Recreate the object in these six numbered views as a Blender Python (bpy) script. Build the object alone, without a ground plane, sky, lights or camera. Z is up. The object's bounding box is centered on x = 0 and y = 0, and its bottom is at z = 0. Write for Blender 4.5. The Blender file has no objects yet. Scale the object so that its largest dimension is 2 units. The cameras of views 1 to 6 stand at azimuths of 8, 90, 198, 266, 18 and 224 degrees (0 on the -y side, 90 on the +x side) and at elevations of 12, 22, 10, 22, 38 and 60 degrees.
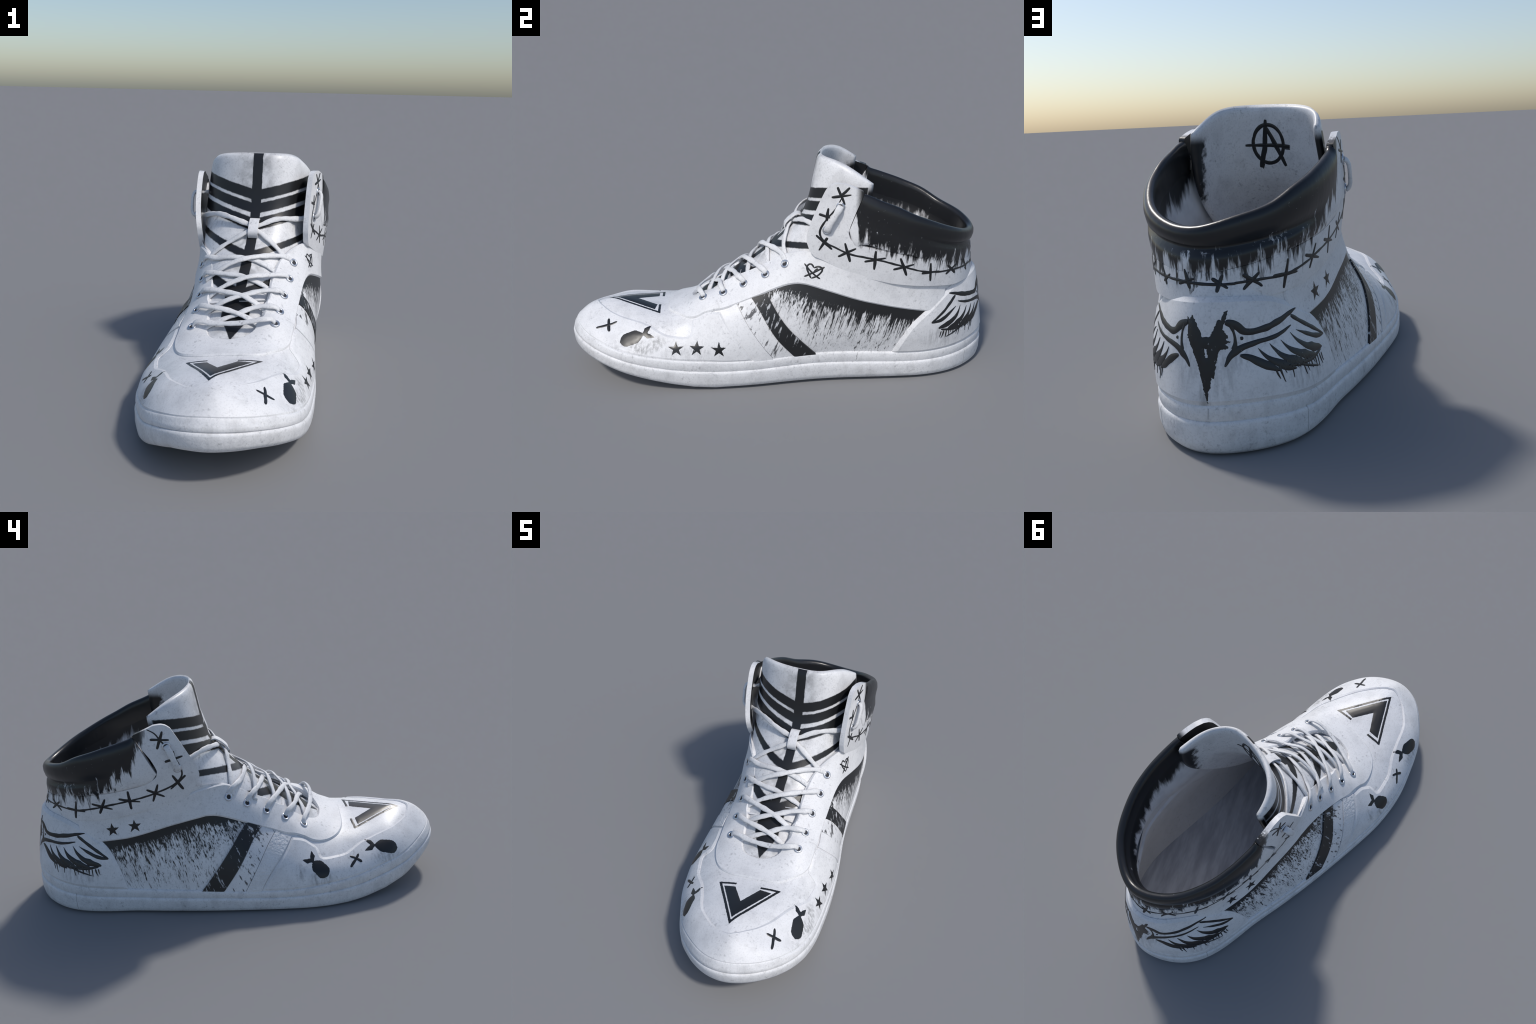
import bpy, bmesh, math, random
import numpy as np
from mathutils import Vector
from mathutils.bvhtree import BVHTree
from mathutils.kdtree import KDTree
from mathutils.geometry import delaunay_2d_cdt

rng = np.random.default_rng(7)

# ------------------------------------------------------------------ helpers
def spline_matrix(t, periodic=False):
    """second derivatives operator of a cubic spline with knots t"""
    n = len(t); A = np.zeros((n, n)); B = np.zeros((n, n))
    h = np.diff(t)
    if periodic:                      # last knot repeats the first
        m = n - 1; A = np.zeros((m, m)); B = np.zeros((m, n))
        for i in range(m):
            hp, hn = h[(i - 1) % m], h[i]
            A[i, (i - 1) % m] += hp; A[i, i] += 2 * (hp + hn); A[i, (i + 1) % m] += hn
            B[i, (i - 1) % m] += 6 / hp; B[i, i] -= 6 / hp + 6 / hn; B[i, i + 1] += 6 / hn
        M = np.linalg.solve(A, B)
        return np.vstack([M, M[:1]])
    A[0, 0] = A[-1, -1] = 1
    for i in range(1, n - 1):
        A[i, i - 1] = h[i - 1]; A[i, i] = 2 * (h[i - 1] + h[i]); A[i, i + 1] = h[i]
        B[i, i - 1] = 6 / h[i - 1]; B[i, i] = -6 / h[i - 1] - 6 / h[i]; B[i, i + 1] = 6 / h[i]
    return np.linalg.solve(A, B)

def spline(t, y, x, periodic=False):
    t = np.asarray(t, float); y = np.asarray(y, float); x = np.asarray(x, float)
    M = np.tensordot(spline_matrix(t, periodic), y, 1)
    i = np.clip(np.searchsorted(t, x, side='right') - 1, 0, len(t) - 2)
    h = t[i + 1] - t[i]; a = (t[i + 1] - x) / h; b = 1 - a
    sh = (-1,) + (1,) * (y.ndim - 1); a = a.reshape(sh); b = b.reshape(sh); h = h.reshape(sh)
    return a * y[i] + b * y[i + 1] + ((a ** 3 - a) * M[i] + (b ** 3 - b) * M[i + 1]) * h * h / 6

def chord(P):
    P = np.asarray(P, float)
    d = np.linalg.norm(np.diff(P, axis=0), axis=-1)
    if d.ndim > 1: d = d.mean(1)
    return np.r_[0, np.cumsum(np.maximum(d, 1e-4))]

def smooth_path(P, n, closed=False):
    P = np.asarray(P, float)
    if closed: P = np.vstack([P, P[:1]])
    t = chord(P)
    return spline(t, P, np.linspace(0, t[-1], n), closed)

def resample(P, step, closed=True):
    P = np.asarray(P, float)
    if closed: P = np.vstack([P, P[:1]])
    t = chord(P); n = max(3, int(t[-1] / step))
    s = np.linspace(0, t[-1], n + 1)[:-1] if closed else np.linspace(0, t[-1], n + 1)
    return np.stack([np.interp(s, t, P[:, k]) for k in range(P.shape[1])], 1)

def corner_path(P, r=0.02, n=5, closed=True):
    """polyline with rounded corners"""
    P = [np.asarray(p, float) for p in P]; out = []
    N = len(P)
    for i in range(N):
        p = P[i]; a = P[i - 1]; b = P[(i + 1) % N]
        if not closed and i in (0, N - 1): out.append(p); continue
        da = np.linalg.norm(a - p); db = np.linalg.norm(b - p)
        rr = min(r, .45 * da, .45 * db)
        p0 = p + (a - p) / da * rr; p1 = p + (b - p) / db * rr
        for k in np.linspace(0, 1, n):
            out.append((1 - k) ** 2 * p0 + 2 * k * (1 - k) * p + k * k * p1)
    return np.array(out)

MATS = {}
def new_mesh(name, verts, faces, mat, parent=None, smooth=True, angle=None, kind=None):
    me = bpy.data.meshes.new(name)
    me.from_pydata([tuple(map(float, v)) for v in verts], [], [tuple(map(int, f)) for f in faces])
    me.update()
    ob = bpy.data.objects.new(name, me)
    bpy.context.scene.collection.objects.link(ob)
    if mat is not None: me.materials.append(mat)
    if smooth:
        me.polygons.foreach_set("use_smooth", [True] * len(me.polygons))
        if angle:
            me.set_sharp_from_angle(angle=math.radians(angle))
    if parent is not None: ob.parent = parent
    if kind: ob["kind"] = kind
    return ob

def grid_faces(nu, nv, wrap_u=False, flip=False):
    f = []
    for i in range(nu if wrap_u else nu - 1):
        j2 = (i + 1) % nu
        for k in range(nv - 1):
            q = (i * nv + k, j2 * nv + k, j2 * nv + k + 1, i * nv + k + 1)
            f.append(q[::-1] if flip else q)
    return f

def fix_normals(ob):
    bm = bmesh.new(); bm.from_mesh(ob.data)
    bmesh.ops.recalc_face_normals(bm, faces=bm.faces)
    bm.to_mesh(ob.data); bm.free()

def in_poly(Q, P):
    """even-odd test of points Q against polygon P"""
    x, y = Q[:, 0][:, None], Q[:, 1][:, None]
    x1, y1 = P[:, 0], P[:, 1]; x2, y2 = np.roll(x1, -1), np.roll(y1, -1)
    c = ((y1 > y) != (y2 > y)) & (x < (x2 - x1) * (y - y1) / (y2 - y1 + 1e-12) + x1)
    return c.sum(1) % 2 == 1

def poly_dist(Q, P):
    a = P; b = np.roll(P, -1, 0); d = b - a
    out = np.full(len(Q), 1e9)
    L = (d * d).sum(1) + 1e-12
    for i in range(len(P)):
        t = np.clip(((Q - a[i]) @ d[i]) / L[i], 0, 1)
        w = Q - a[i] - t[:, None] * d[i]
        out = np.minimum(out, np.hypot(w[:, 0], w[:, 1]))
    return out

def fill(polys, step, extra=None):
    """triangulate a region bounded by outer polygon polys[0] and holes polys[1:], returns verts2d, tris, boundary edges"""
    pts, edges = [], []
    for P in polys:
        o = len(pts); n = len(P)
        pts += [tuple(p) for p in P]; edges += [(o + i, o + (i + 1) % n) for i in range(n)]
    A = np.array(polys[0]); lo, hi = A.min(0), A.max(0)
    gx, gy = np.meshgrid(np.arange(lo[0] + step / 2, hi[0], step), np.arange(lo[1] + step / 2, hi[1], step))
    gx = gx + (np.arange(gx.shape[0]) % 2)[:, None] * step / 2
    G = np.c_[gx.ravel(), gy.ravel()]
    if len(G):
        k = in_poly(G, A)
        for H in polys[1:]: k &= ~in_poly(G, np.array(H))
        G = G[k]
        for H in polys:
            if len(G): G = G[poly_dist(G, np.array(H)) > step * .45]
        if extra is not None and len(extra) and len(G):
            kd = KDTree(len(extra))
            for i, e in enumerate(extra): kd.insert((e[0], e[1], 0), i)
            kd.balance(); G = np.array([g for g in G if kd.find((g[0], g[1], 0))[2] > step * .4])
        pts += [tuple(g) for g in G]
        if extra is not None: pts += [tuple(e) for e in extra]
    V, Ed, F, _, _, _ = delaunay_2d_cdt([Vector(p) for p in pts], edges, [], 0, 1e-6)
    V = np.array([tuple(v) for v in V])
    C = np.array([V[list(f)].mean(0) for f in F])
    k = in_poly(C, A)
    for H in polys[1:]: k &= ~in_poly(C, np.array(H))
    F = [tuple(f) for f, q in zip(F, k) if q]
    cnt = {}
    F2 = []
    for f in F:
        p = V[list(f)]; area = (p[1, 0] - p[0, 0]) * (p[2, 1] - p[0, 1]) - (p[2, 0] - p[0, 0]) * (p[1, 1] - p[0, 1])
        if area < 0: f = f[::-1]
        F2.append(f)
        for i in range(3):
            e = (f[i], f[(i + 1) % 3]); cnt[e] = 1
    bd = [e for e in cnt if (e[1], e[0]) not in cnt]
    return V, F2, bd

# ------------------------------------------------------------------ materials
def mat_base(name):
    m = bpy.data.materials.new(name); m.use_nodes = True
    nt = m.node_tree; nt.nodes.clear()
    out = nt.nodes.new("ShaderNodeOutputMaterial"); b = nt.nodes.new("ShaderNodeBsdfPrincipled")
    nt.links.new(b.outputs[0], out.inputs[0])
    return m, NT(nt), b

class NT:
    """small helper to write node graphs as expressions"""
    def __init__(s, nt): s.nt = nt; s.tc = None
    def put(s, sock, v):
        if isinstance(v, bpy.types.NodeSocket): s.nt.links.new(v, sock)
        else: sock.default_value = v
    def obj(s):
        if s.tc is None: s.tc = s.nt.nodes.new("ShaderNodeTexCoord")
        return s.tc.outputs["Object"]
    def m(s, op, a, b=0.0, c=None, clamp=False):
        n = s.nt.nodes.new("ShaderNodeMath"); n.operation = op; n.use_clamp = clamp
        s.put(n.inputs[0], a); s.put(n.inputs[1], b)
        if c is not None: s.put(n.inputs[2], c)
        return n.outputs[0]
    def xyz(s, v=None):
        n = s.nt.nodes.new("ShaderNodeSeparateXYZ"); s.put(n.inputs[0], v or s.obj()); return n.outputs
    def vec(s, x, y, z):
        n = s.nt.nodes.new("ShaderNodeCombineXYZ")
        for i, q in enumerate((x, y, z)): s.put(n.inputs[i], q)
        return n.outputs[0]
    def scale(s, v, sc):
        n = s.nt.nodes.new("ShaderNodeVectorMath"); n.operation = 'MULTIPLY'; s.put(n.inputs[0], v); n.inputs[1].default_value = sc
        return n.outputs[0]
    def noise(s, v, scale, detail=3.0, rough=.55, dist=0.0):
        n = s.nt.nodes.new("ShaderNodeTexNoise"); s.put(n.inputs["Vector"], v)
        n.inputs["Scale"].default_value = scale; n.inputs["Detail"].default_value = detail
        n.inputs["Roughness"].default_value = rough; n.inputs["Distortion"].default_value = dist
        return n.outputs[0]
    def ramp(s, x, a, b):
        """smoothstep from a to b"""
        n = s.nt.nodes.new("ShaderNodeMapRange"); n.interpolation_type = 'SMOOTHSTEP'
        s.put(n.inputs[0], x); s.put(n.inputs[1], a); s.put(n.inputs[2], b)
        return n.outputs[0]
    def curve(s, x, pts, lo=-1.0, hi=1.0):
        """piecewise linear function of x given by a few (x, value) points, values 0..1"""
        n = s.nt.nodes.new("ShaderNodeFloatCurve")
        c = n.mapping.curves[0]
        P = [((p[0] - lo) / (hi - lo), p[1]) for p in pts]
        c.points[0].location = P[0]; c.points[1].location = P[-1]
        for p in P[1:-1]: c.points.new(*p)
        for p in c.points: p.handle_type = 'VECTOR'
        n.mapping.update()
        s.put(n.inputs[1], s.m('DIVIDE', s.m('SUBTRACT', x, lo), hi - lo))
        return n.outputs[0]
    def mix(s, f, a, b):
        n = s.nt.nodes.new("ShaderNodeMix"); n.data_type = 'RGBA'
        s.put(n.inputs[0], f); s.put(n.inputs[6], a); s.put(n.inputs[7], b)
        return n.outputs[2]
    def mixf(s, f, a, b):
        n = s.nt.nodes.new("ShaderNodeMix"); n.data_type = 'FLOAT'
        s.put(n.inputs[0], f); s.put(n.inputs[2], a); s.put(n.inputs[3], b)
        return n.outputs[0]
    def bump(s, h, strength=.2, dist=.005):
        n = s.nt.nodes.new("ShaderNodeBump"); n.inputs["Strength"].default_value = strength; n.inputs["Distance"].default_value = dist
        s.put(n.inputs["Height"], h); return n.outputs[0]

WHITE = (.76, .76, .77, 1); GREY = (.36, .36, .37, 1); BLACK = (.012, .0125, .014, 1)

def worn_white(g, dirt=1.0, base=WHITE):
    """off-white leather colour with fine dark specks and soft grey clouds"""
    o = g.obj()
    cloud = g.ramp(g.noise(o, 13, 6, .65), .42, .72)
    col = g.mix(g.m('MULTIPLY', cloud, .24 * dirt), base, GREY)
    speck = g.ramp(g.noise(o, 70, 2, .6), .55, .76)
    zone = g.ramp(g.noise(o, 11, 2), .36, .64)
    col = g.mix(g.m('MULTIPLY', g.m('MULTIPLY', speck, zone), .45 * dirt), col, (.25, .25, .26, 1))
    fine = g.ramp(g.noise(o, 150, 2, .6), .48, .78)
    col = g.mix(g.m('MULTIPLY', fine, .24 * dirt), col, (.30, .30, .31, 1))
    return col

def make_white(name, dirt=1.0, rough=.50, base=WHITE, grain=.12):
    m, g, b = mat_base(name)
    g.put(b.inputs["Base Color"], worn_white(g, dirt, base))
    b.inputs["Roughness"].default_value = rough; b.inputs["Specular IOR Level"].default_value = .4
    if grain: g.put(b.inputs["Normal"], g.bump(g.noise(g.obj(), 170, 3), grain, .003))
    return m

def streaks(g, o, slant=.0, su=70.0, sz=5.0, detail=4.0):
    """noise drawn out along z (paint run down the side)"""
    x, y, z = g.xyz(o)
    yy = g.m('SUBTRACT', y, g.m('MULTIPLY', z, slant))
    return g.noise(g.vec(g.m('MULTIPLY', x, su), g.m('MULTIPLY', yy, su), g.m('MULTIPLY', z, sz)), 1.0, detail, .6)

def paint_panel(name):
    """quarter panel: black paint along its upper edge running down in scratchy streaks"""
    m, g, b = mat_base(name)
    o = g.obj(); x, y, z = g.xyz(o)
    top_l = g.curve(y, [(-1, .30), (-.30, .33), (-.12, .425), (.014, .482), (.091, .497), (.159, .482), (.254, .456), (.375, .418), (.5, .385), (.66, .35), (1, .30)])
    top_m = g.curve(y, [(-1, .2), (-.30, .29), (-.10, .375), (.043, .431), (.113, .458), (.16, .462), (.22, .452), (.32, .43), (.42, .40), (.53, .373), (.64, .356), (1, .33)])
    side = g.m('GREATER_THAN', x, 0.0)
    top = g.mixf(side, top_m, top_l)
    d = g.m('SUBTRACT', top, z)                        # depth below the edge
    s1 = streaks(g, o, .28, 150, 13, 5); s2 = streaks(g, o, .28, 45, 4, 3); s3 = streaks(g, o, .3, 190, 48, 3)
    n = g.m('ADD', s1, g.m('ADD', g.m('MULTIPLY', g.m('SUBTRACT', s2, .5), .55), g.m('MULTIPLY', g.m('SUBTRACT', s3, .5), .40)))
    d = g.m('ADD', d, g.m('MULTIPLY', g.ramp(y, .15, -.04), .035))
    thr_l = g.curve(d, [(0, .05), (.028, .15), (.055, .40), (.085, .47), (.14, .545), (.22, .63), (.40, .78)], 0.0, .4)
    thr_m = g.curve(d, [(0, .05), (.018, .15), (.040, .40), (.070, .475), (.12, .54), (.20, .60), (.27, .63), (.40, .70)], 0.0, .4)
    thr = g.mixf(side, thr_m, thr_l)
    thr = g.m('ADD', thr, g.m('MULTIPLY', g.ramp(y, .13, -.06), .10))
    haze = g.m('MULTIPLY', g.m('MULTIPLY', g.ramp(d, .26, .03), g.ramp(s2, .36, .64)), .42)
    mask = g.m('MAXIMUM', haze, g.ramp(n, g.m('SUBTRACT', thr, .085), g.m('ADD', thr, .11)))
    zone = g.m('MULTIPLY', g.ramp(y, -.17, -.10), g.m('GREATER_THAN', d, -.02))
    mask = g.m('MULTIPLY', mask, zone, clamp=True)
    g.put(b.inputs["Base Color"], g.mix(mask, worn_white(g, 1.2), BLACK))
    b.inputs["Roughness"].default_value = .42
    g.put(b.inputs["Normal"], g.bump(g.noise(o, 170, 3), .12, .003))
    return m

def collar_mask(g, o):
    """1 where the black collar paint covers, with drips at its lower limit"""
    x, y, z = g.xyz(o)
    lim_l = g.curve(y, [(-1, .95), (.28, .95), (.325, .92), (.345, .725), (.45, .668), (.55, .632), (.72, .583), (.85, .555), (.92, .538), (1, .538)])
    lim_m = g.curve(y, [(-1, .98), (.36, .95), (.44, .86), (.47, .735), (.52, .685), (.60, .620), (.72, .583), (.85, .555), (.92, .538), (1, .538)])
    lim = g.mixf(g.ramp(x, -.04, .06), lim_m, lim_l)
    s = streaks(g, o, 0.0, 34, 5.5, 4); s2 = streaks(g, o, .1, 95, 9, 3)
    w = g.m('ADD', g.m('MULTIPLY', g.m('SUBTRACT', s, .5), .30), g.m('MULTIPLY', g.m('SUBTRACT', s2, .5), .20))
    return g.ramp(g.m('ADD', g.m('SUBTRACT', z, lim), w), -.030, .026)

def make_ankle(name, black=False):
    m, g, b = mat_base(name)
    o = g.obj(); mask = collar_mask(g, o)
    if black:
        x, y, z = g.xyz(o)
        worn = g.ramp(g.m('ADD', g.noise(o, 75, 4, .7), g.m('MULTIPLY', g.noise(o, 6, 2), .3)), .83, .98)
        g.put(b.inputs["Base Color"], g.mix(mask, worn_white(g, 1.0), g.mix(worn, BLACK, (.42, .43, .45, 1))))
        g.put(b.inputs["Roughness"], g.mixf(mask, .42, .30))
        g.put(b.inputs["Normal"], g.bump(g.noise(g.scale(o, (1, 1, .4)), 26, 3), .10, .01))
    else:
        x, y, z = g.xyz(o); zone = g.mixf(g.ramp(x, -.04, .06), g.ramp(y, .375, .43), g.ramp(y, .325, .36))
        mask = g.m("MULTIPLY", mask, zone)
        geo = g.nt.nodes.new("ShaderNodeNewGeometry"); nx = g.xyz(geo.outputs["Normal"])[0]
        inner = g.m("MULTIPLY", g.ramp(g.m("MULTIPLY", nx, g.m("SIGN", g.m("SUBTRACT", x, .02))), -.35, -.6), g.ramp(z, .60, .68))
        mask = g.m("MAXIMUM", mask, inner)
        g.put(b.inputs["Base Color"], g.mix(mask, worn_white(g, 1.0), BLACK))
        b.inputs["Roughness"].default_value = .42
        g.put(b.inputs["Normal"], g.bump(g.noise(o, 170, 3), .12, .003))
    return m

def make_lining(name):
    m, g, b = mat_base(name)
    o = g.obj(); x, y, z = g.xyz(o)
    rim_l = g.curve(y, [(-1, .95), (.365, .917), (.51, .859), (.66, .787), (.8, .726), (.9, .69), (1, .67)])
    rim_m = g.curve(y, [(-1, .95), (.451, .882), (.53, .851), (.64, .814), (.747, .778), (.82, .73), (.9, .69), (1, .67)])
    rim = g.mixf(g.m('GREATER_THAN', x, .02), rim_m, rim_l)
    d = g.m('SUBTRACT', rim, z)
    s = streaks(g, o, 0.0, 36, 4, 4); big = g.noise(g.scale(o, (7, 7, .6)), 1.0, 2)
    lim = g.m('ADD', .165, g.m('ADD', g.m('MULTIPLY', g.m('SUBTRACT', s, .5), .16), g.m('MULTIPLY', g.m('SUBTRACT', big, .5), .10)))
    mask = g.ramp(g.m('SUBTRACT', lim, d), -.025, .03)
    dust = g.noise(o, 14, 4)
    g.put(b.inputs["Base Color"], g.mix(mask, g.mix(g.ramp(dust, .4, .75), (.72, .72, .73, 1), (.60, .60, .61, 1)), BLACK))
    g.put(b.inputs["Roughness"], g.mixf(mask, .7, .35))
    return m

def make_insole(name):
    m, g, b = mat_base(name)
    o = g.obj(); x, y, z = g.xyz(o)
    w = g.noise(g.vec(g.m('MULTIPLY', g.m('ADD', x, g.m('MULTIPLY', y, .55)), 12), g.m('MULTIPLY', y, 3), 0.0), 1.0, 5, .65)
    g.put(b.inputs["Base Color"], g.mix(g.ramp(w, .32, .72), (.42, .42, .45, 1), (.70, .70, .715, 1)))
    b.inputs["Roughness"].default_value = .8
    return m

def make_tongue(name):
    """tongue: black centre stripe, chevrons that rise to the sides, and smudges round them"""
    m, g, b = mat_base(name)
    o = g.obj(); x, y, z = g.xyz(o)
    geo = g.nt.nodes.new("ShaderNodeNewGeometry"); ny = g.xyz(geo.outputs["Normal"])[1]
    # front face lies ahead of the tongue's middle sheet
    wob = g.m('MULTIPLY', g.m('SUBTRACT', g.noise(o, 30, 2), .5), .008)
    xc = g.m('ADD', g.m('ADD', .033, 0.0), wob)
    xc = g.m('SUBTRACT', xc, g.m('MULTIPLY', g.ramp(z, .72, .45), .012))
    ax = g.m('ABSOLUTE', g.m('SUBTRACT', x, xc))
    stripe = g.m('MULTIPLY', g.ramp(ax, .0245, .0215), g.ramp(z, 1.036, 1.033))
    zp = g.m('SUBTRACT', z, g.m('MULTIPLY', ax, .25))
    zp = g.m('ADD', zp, g.m('MULTIPLY', g.m('SUBTRACT', streaks(g, o, 0, 60, 5), .5), .006))
    def band(a, c, blur=.003): return g.m('MULTIPLY', g.ramp(zp, a - blur, a + blur), g.ramp(zp, c + blur, c - blur))
    mask = stripe
    for a, c in ((.822, .870), (.764, .809), (.695, .746), (.588, .618), (.455, .490)):
        mask = g.m('MAXIMUM', mask, band(a, c))
    half = g.m('MINIMUM', g.m('MULTIPLY', g.m('SUBTRACT', z, .335), .95), .060)
    dia = g.m('SUBTRACT', half, ax)
    mask = g.m('MULTIPLY', mask, g.m('GREATER_THAN', z, .43))
    mask = g.m('MAXIMUM', mask, g.m('MULTIPLY', g.ramp(dia, -.003, .003), g.ramp(z, .462, .456)))
    smear = g.m('MULTIPLY', g.ramp(streaks(g, o, 0, 60, 6), .5, .75), g.m('MULTIPLY', band(.64, .70, .03), g.ramp(ax, .10, .22)))
    mask = g.m('MAXIMUM', mask, g.m('MULTIPLY', smear, .75))
    front = g.ramp(ny, .15, -.05)
    mask = g.m('MULTIPLY', mask, front)
    # black rubbed edges on the inside of the wings
    wing = g.m('MULTIPLY', g.m('MULTIPLY', g.ramp(g.m('ADD', y, g.m('MULTIPLY', g.m('SUBTRACT', g.noise(o, 40, 4), .5), .10)), .325, .36), g.ramp(z, .94, .90)), g.ramp(z, .64, .70))
    mask = g.m('MAXIMUM', mask, g.m('MULTIPLY', wing, g.m('SUBTRACT', 1.0, front)))
    soot = g.m('MULTIPLY', g.m('MULTIPLY', g.ramp(ax, .13, .015), g.ramp(g.noise(o, 18, 5), .36, .66)), .60)
    col = g.mix(g.m('MULTIPLY', soot, front), worn_white(g, 1.3), (.2, .2, .2, 1))
    g.put(b.inputs["Base Color"], g.mix(mask, col, BLACK))
    b.inputs["Roughness"].default_value = .40
    g.put(b.inputs["Normal"], g.bump(g.noise(o, 150, 3), .10, .003))
    return m

def make_smeared(name, spots, slant=.1):
    """white leather with soft runs of thinned paint hanging under some of the painted marks: spots are (centre, half sizes, strength)"""
    m, g, b = mat_base(name)
    o = g.obj(); x, y, z = g.xyz(o); st = streaks(g, o, slant, 70, 9, 4); mask = None
    for (cx, cy, cz), (rx, rz), k in spots:
        dx = g.m('DIVIDE', g.m('SUBTRACT', x, cx), rx); dy = g.m('DIVIDE', g.m('SUBTRACT', y, cy), rx); dz = g.m('DIVIDE', g.m('SUBTRACT', z, cz), rz)
        r2 = g.m('ADD', g.m('ADD', g.m('MULTIPLY', dx, dx), g.m('MULTIPLY', dy, dy)), g.m('MULTIPLY', dz, dz))
        q = g.m('MULTIPLY', g.ramp(r2, 1.0, .05), k); mask = q if mask is None else g.m('MAXIMUM', mask, q)
    mask = g.m('MULTIPLY', mask, g.ramp(st, .36, .68))
    g.put(b.inputs["Base Color"], g.mix(mask, worn_white(g), (.05, .05, .052, 1)))
    b.inputs["Roughness"].default_value = .50; b.inputs["Specular IOR Level"].default_value = .4
    g.put(b.inputs["Normal"], g.bump(g.noise(o, 170, 3), .12, .003))
    return m

def make_stripe(name, amount, slant=.45, base=WHITE, paint=BLACK, bump=None):
    m, g, b = mat_base(name)
    o = g.obj()
    s = streaks(g, o, slant, 70, 9); big = g.noise(o, 9, 2)
    mask = g.ramp(g.m('ADD', s, g.m('MULTIPLY', g.m('SUBTRACT', big, .5), .5)), amount, amount + .07)
    g.put(b.inputs["Base Color"], g.mix(mask, worn_white(g, 1.0, base) if base is WHITE else base, paint))
    b.inputs["Roughness"].default_value = .42
    h = g.noise(o, 170, 3)
    if bump: h = g.noise(g.scale(o, (1, 1, 1.6)), 75, 2)
    g.put(b.inputs["Normal"], g.bump(h, .5 if bump else .12, .008 if bump else .003))
    return m

def make_paint(name, wear=.0, rough=.36, col=BLACK):
    m, g, b = mat_base(name)
    o = g.obj()
    if wear:
        n = g.noise(o, 55, 4, .7)
        g.put(b.inputs["Base Color"], g.mix(g.ramp(n, .74 - wear, .86 - wear), col, (.36, .36, .37, 1)))
    else: b.inputs["Base Color"].default_value = col
    b.inputs["Roughness"].default_value = rough
    return m

def make_sole(name):
    m, g, b = mat_base(name)
    o = g.obj(); x, y, z = g.xyz(o)
    col = worn_white(g, 1.25)
    grime = g.m('MULTIPLY', g.ramp(g.noise(g.scale(o, (1, 1, .5)), 22, 5, .65), .5, .72), .30)
    col = g.mix(grime, col, (.40, .40, .40, 1))
    run = g.m('MULTIPLY', g.ramp(streaks(g, o, .28, 80, 14), .64, .76), g.m('MULTIPLY', g.ramp(y, -.15, 0.0), g.ramp(y, .55, .38)))
    run = g.m('MULTIPLY', run, g.ramp(z, .085, .13))
    col = g.mix(g.m('MULTIPLY', run, .7), col, (.06, .06, .06, 1))
    g.put(b.inputs["Base Color"], col)
    b.inputs["Roughness"].default_value = .5
    g.put(b.inputs["Normal"], g.bump(g.noise(o, 60, 4), .25, .005))
    return m

def make_metal(name):
    m, g, b = mat_base(name)
    b.inputs["Base Color"].default_value = (.62, .64, .68, 1); b.inputs["Metallic"].default_value = 1.0
    b.inputs["Roughness"].default_value = .34
    return m

M_white = make_white("white_leather"); M_panel = paint_panel("paint_run_leather"); M_ankle = make_ankle("ankle_leather")
M_collar = make_ankle("collar_leather", True); M_lining = make_lining("lining_cloth"); M_insole = make_insole("insole_cloth")
M_tongue = make_tongue("tongue_leather"); M_sole = make_sole("sole_rubber"); M_metal = make_metal("eyelet_metal")
M_insole_side = make_white("lining_grey", .6, .8, (.70, .70, .71, 1))
M_lace = make_white("lace_cord", 1.2, .55, (.74, .74, .745, 1), .25)
M_paint = make_paint("black_paint"); M_dry = make_paint("dry_black_paint", .08)
M_stripe_white = make_stripe("white_stripe", .80); M_stripe_smear = make_stripe("smeared_stripe", .56, paint=(.10, .10, .105, 1))
M_stripe_black = make_stripe("black_stripe", .585, .35, (.014, .0145, .016, 1), (.45, .46, .48, 1))
M_stripe_knit = make_stripe("embossed_stripe", .78, .45, WHITE, BLACK, True)
M_smear = make_paint('thin_paint', 0, .6, (.33, .33, .335, 1)); M_faint = make_paint('faint_paint', 0, .6, (.50, .50, .51, 1)); M_seam = make_paint('sole_seam', 0, .7, (.42, .42, .43, 1))
M_mud = make_smeared("smeared_toe_leather", [((.335, -.625, .215), (.085, .035), .60), ((.330, -.56, .235), (.05, .045), .55), ((-.345, -.37, .150), (.075, .045), .55), ((-.335, -.27, .20), (.03, .10), .40), ((-.25, -.69, .200), (.085, .040), .40), ((.365, -.43, .19), (.16, .05), .22), ((.30, -.75, .21), (.05, .03), .35)])
M_heel = make_smeared("smeared_heel_leather", [((-.24, .76, .215), (.13, .07), .38), ((.27, .74, .215), (.13, .07), .38), ((-.05, .97, .26), (.06, .12), .25), ((-.10, .94, .30), (.05, .06), .30), ((0.0, 1.0, .18), (.03, .08), .45), ((.06, .96, .28), (.06, .10), .25), ((-.15, .90, .35), (.09, .03), .25), ((.18, .88, .35), (.09, .03), .25)], 0.0)
M_edge = make_white("cut_leather_edge", .6)

root = bpy.data.objects.new("high_top_sneaker", None)
bpy.context.scene.collection.objects.link(root)
root["label"] = "white high-top sneaker with black hand-painted graffiti marks"
root["category"] = "shoe"

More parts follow.
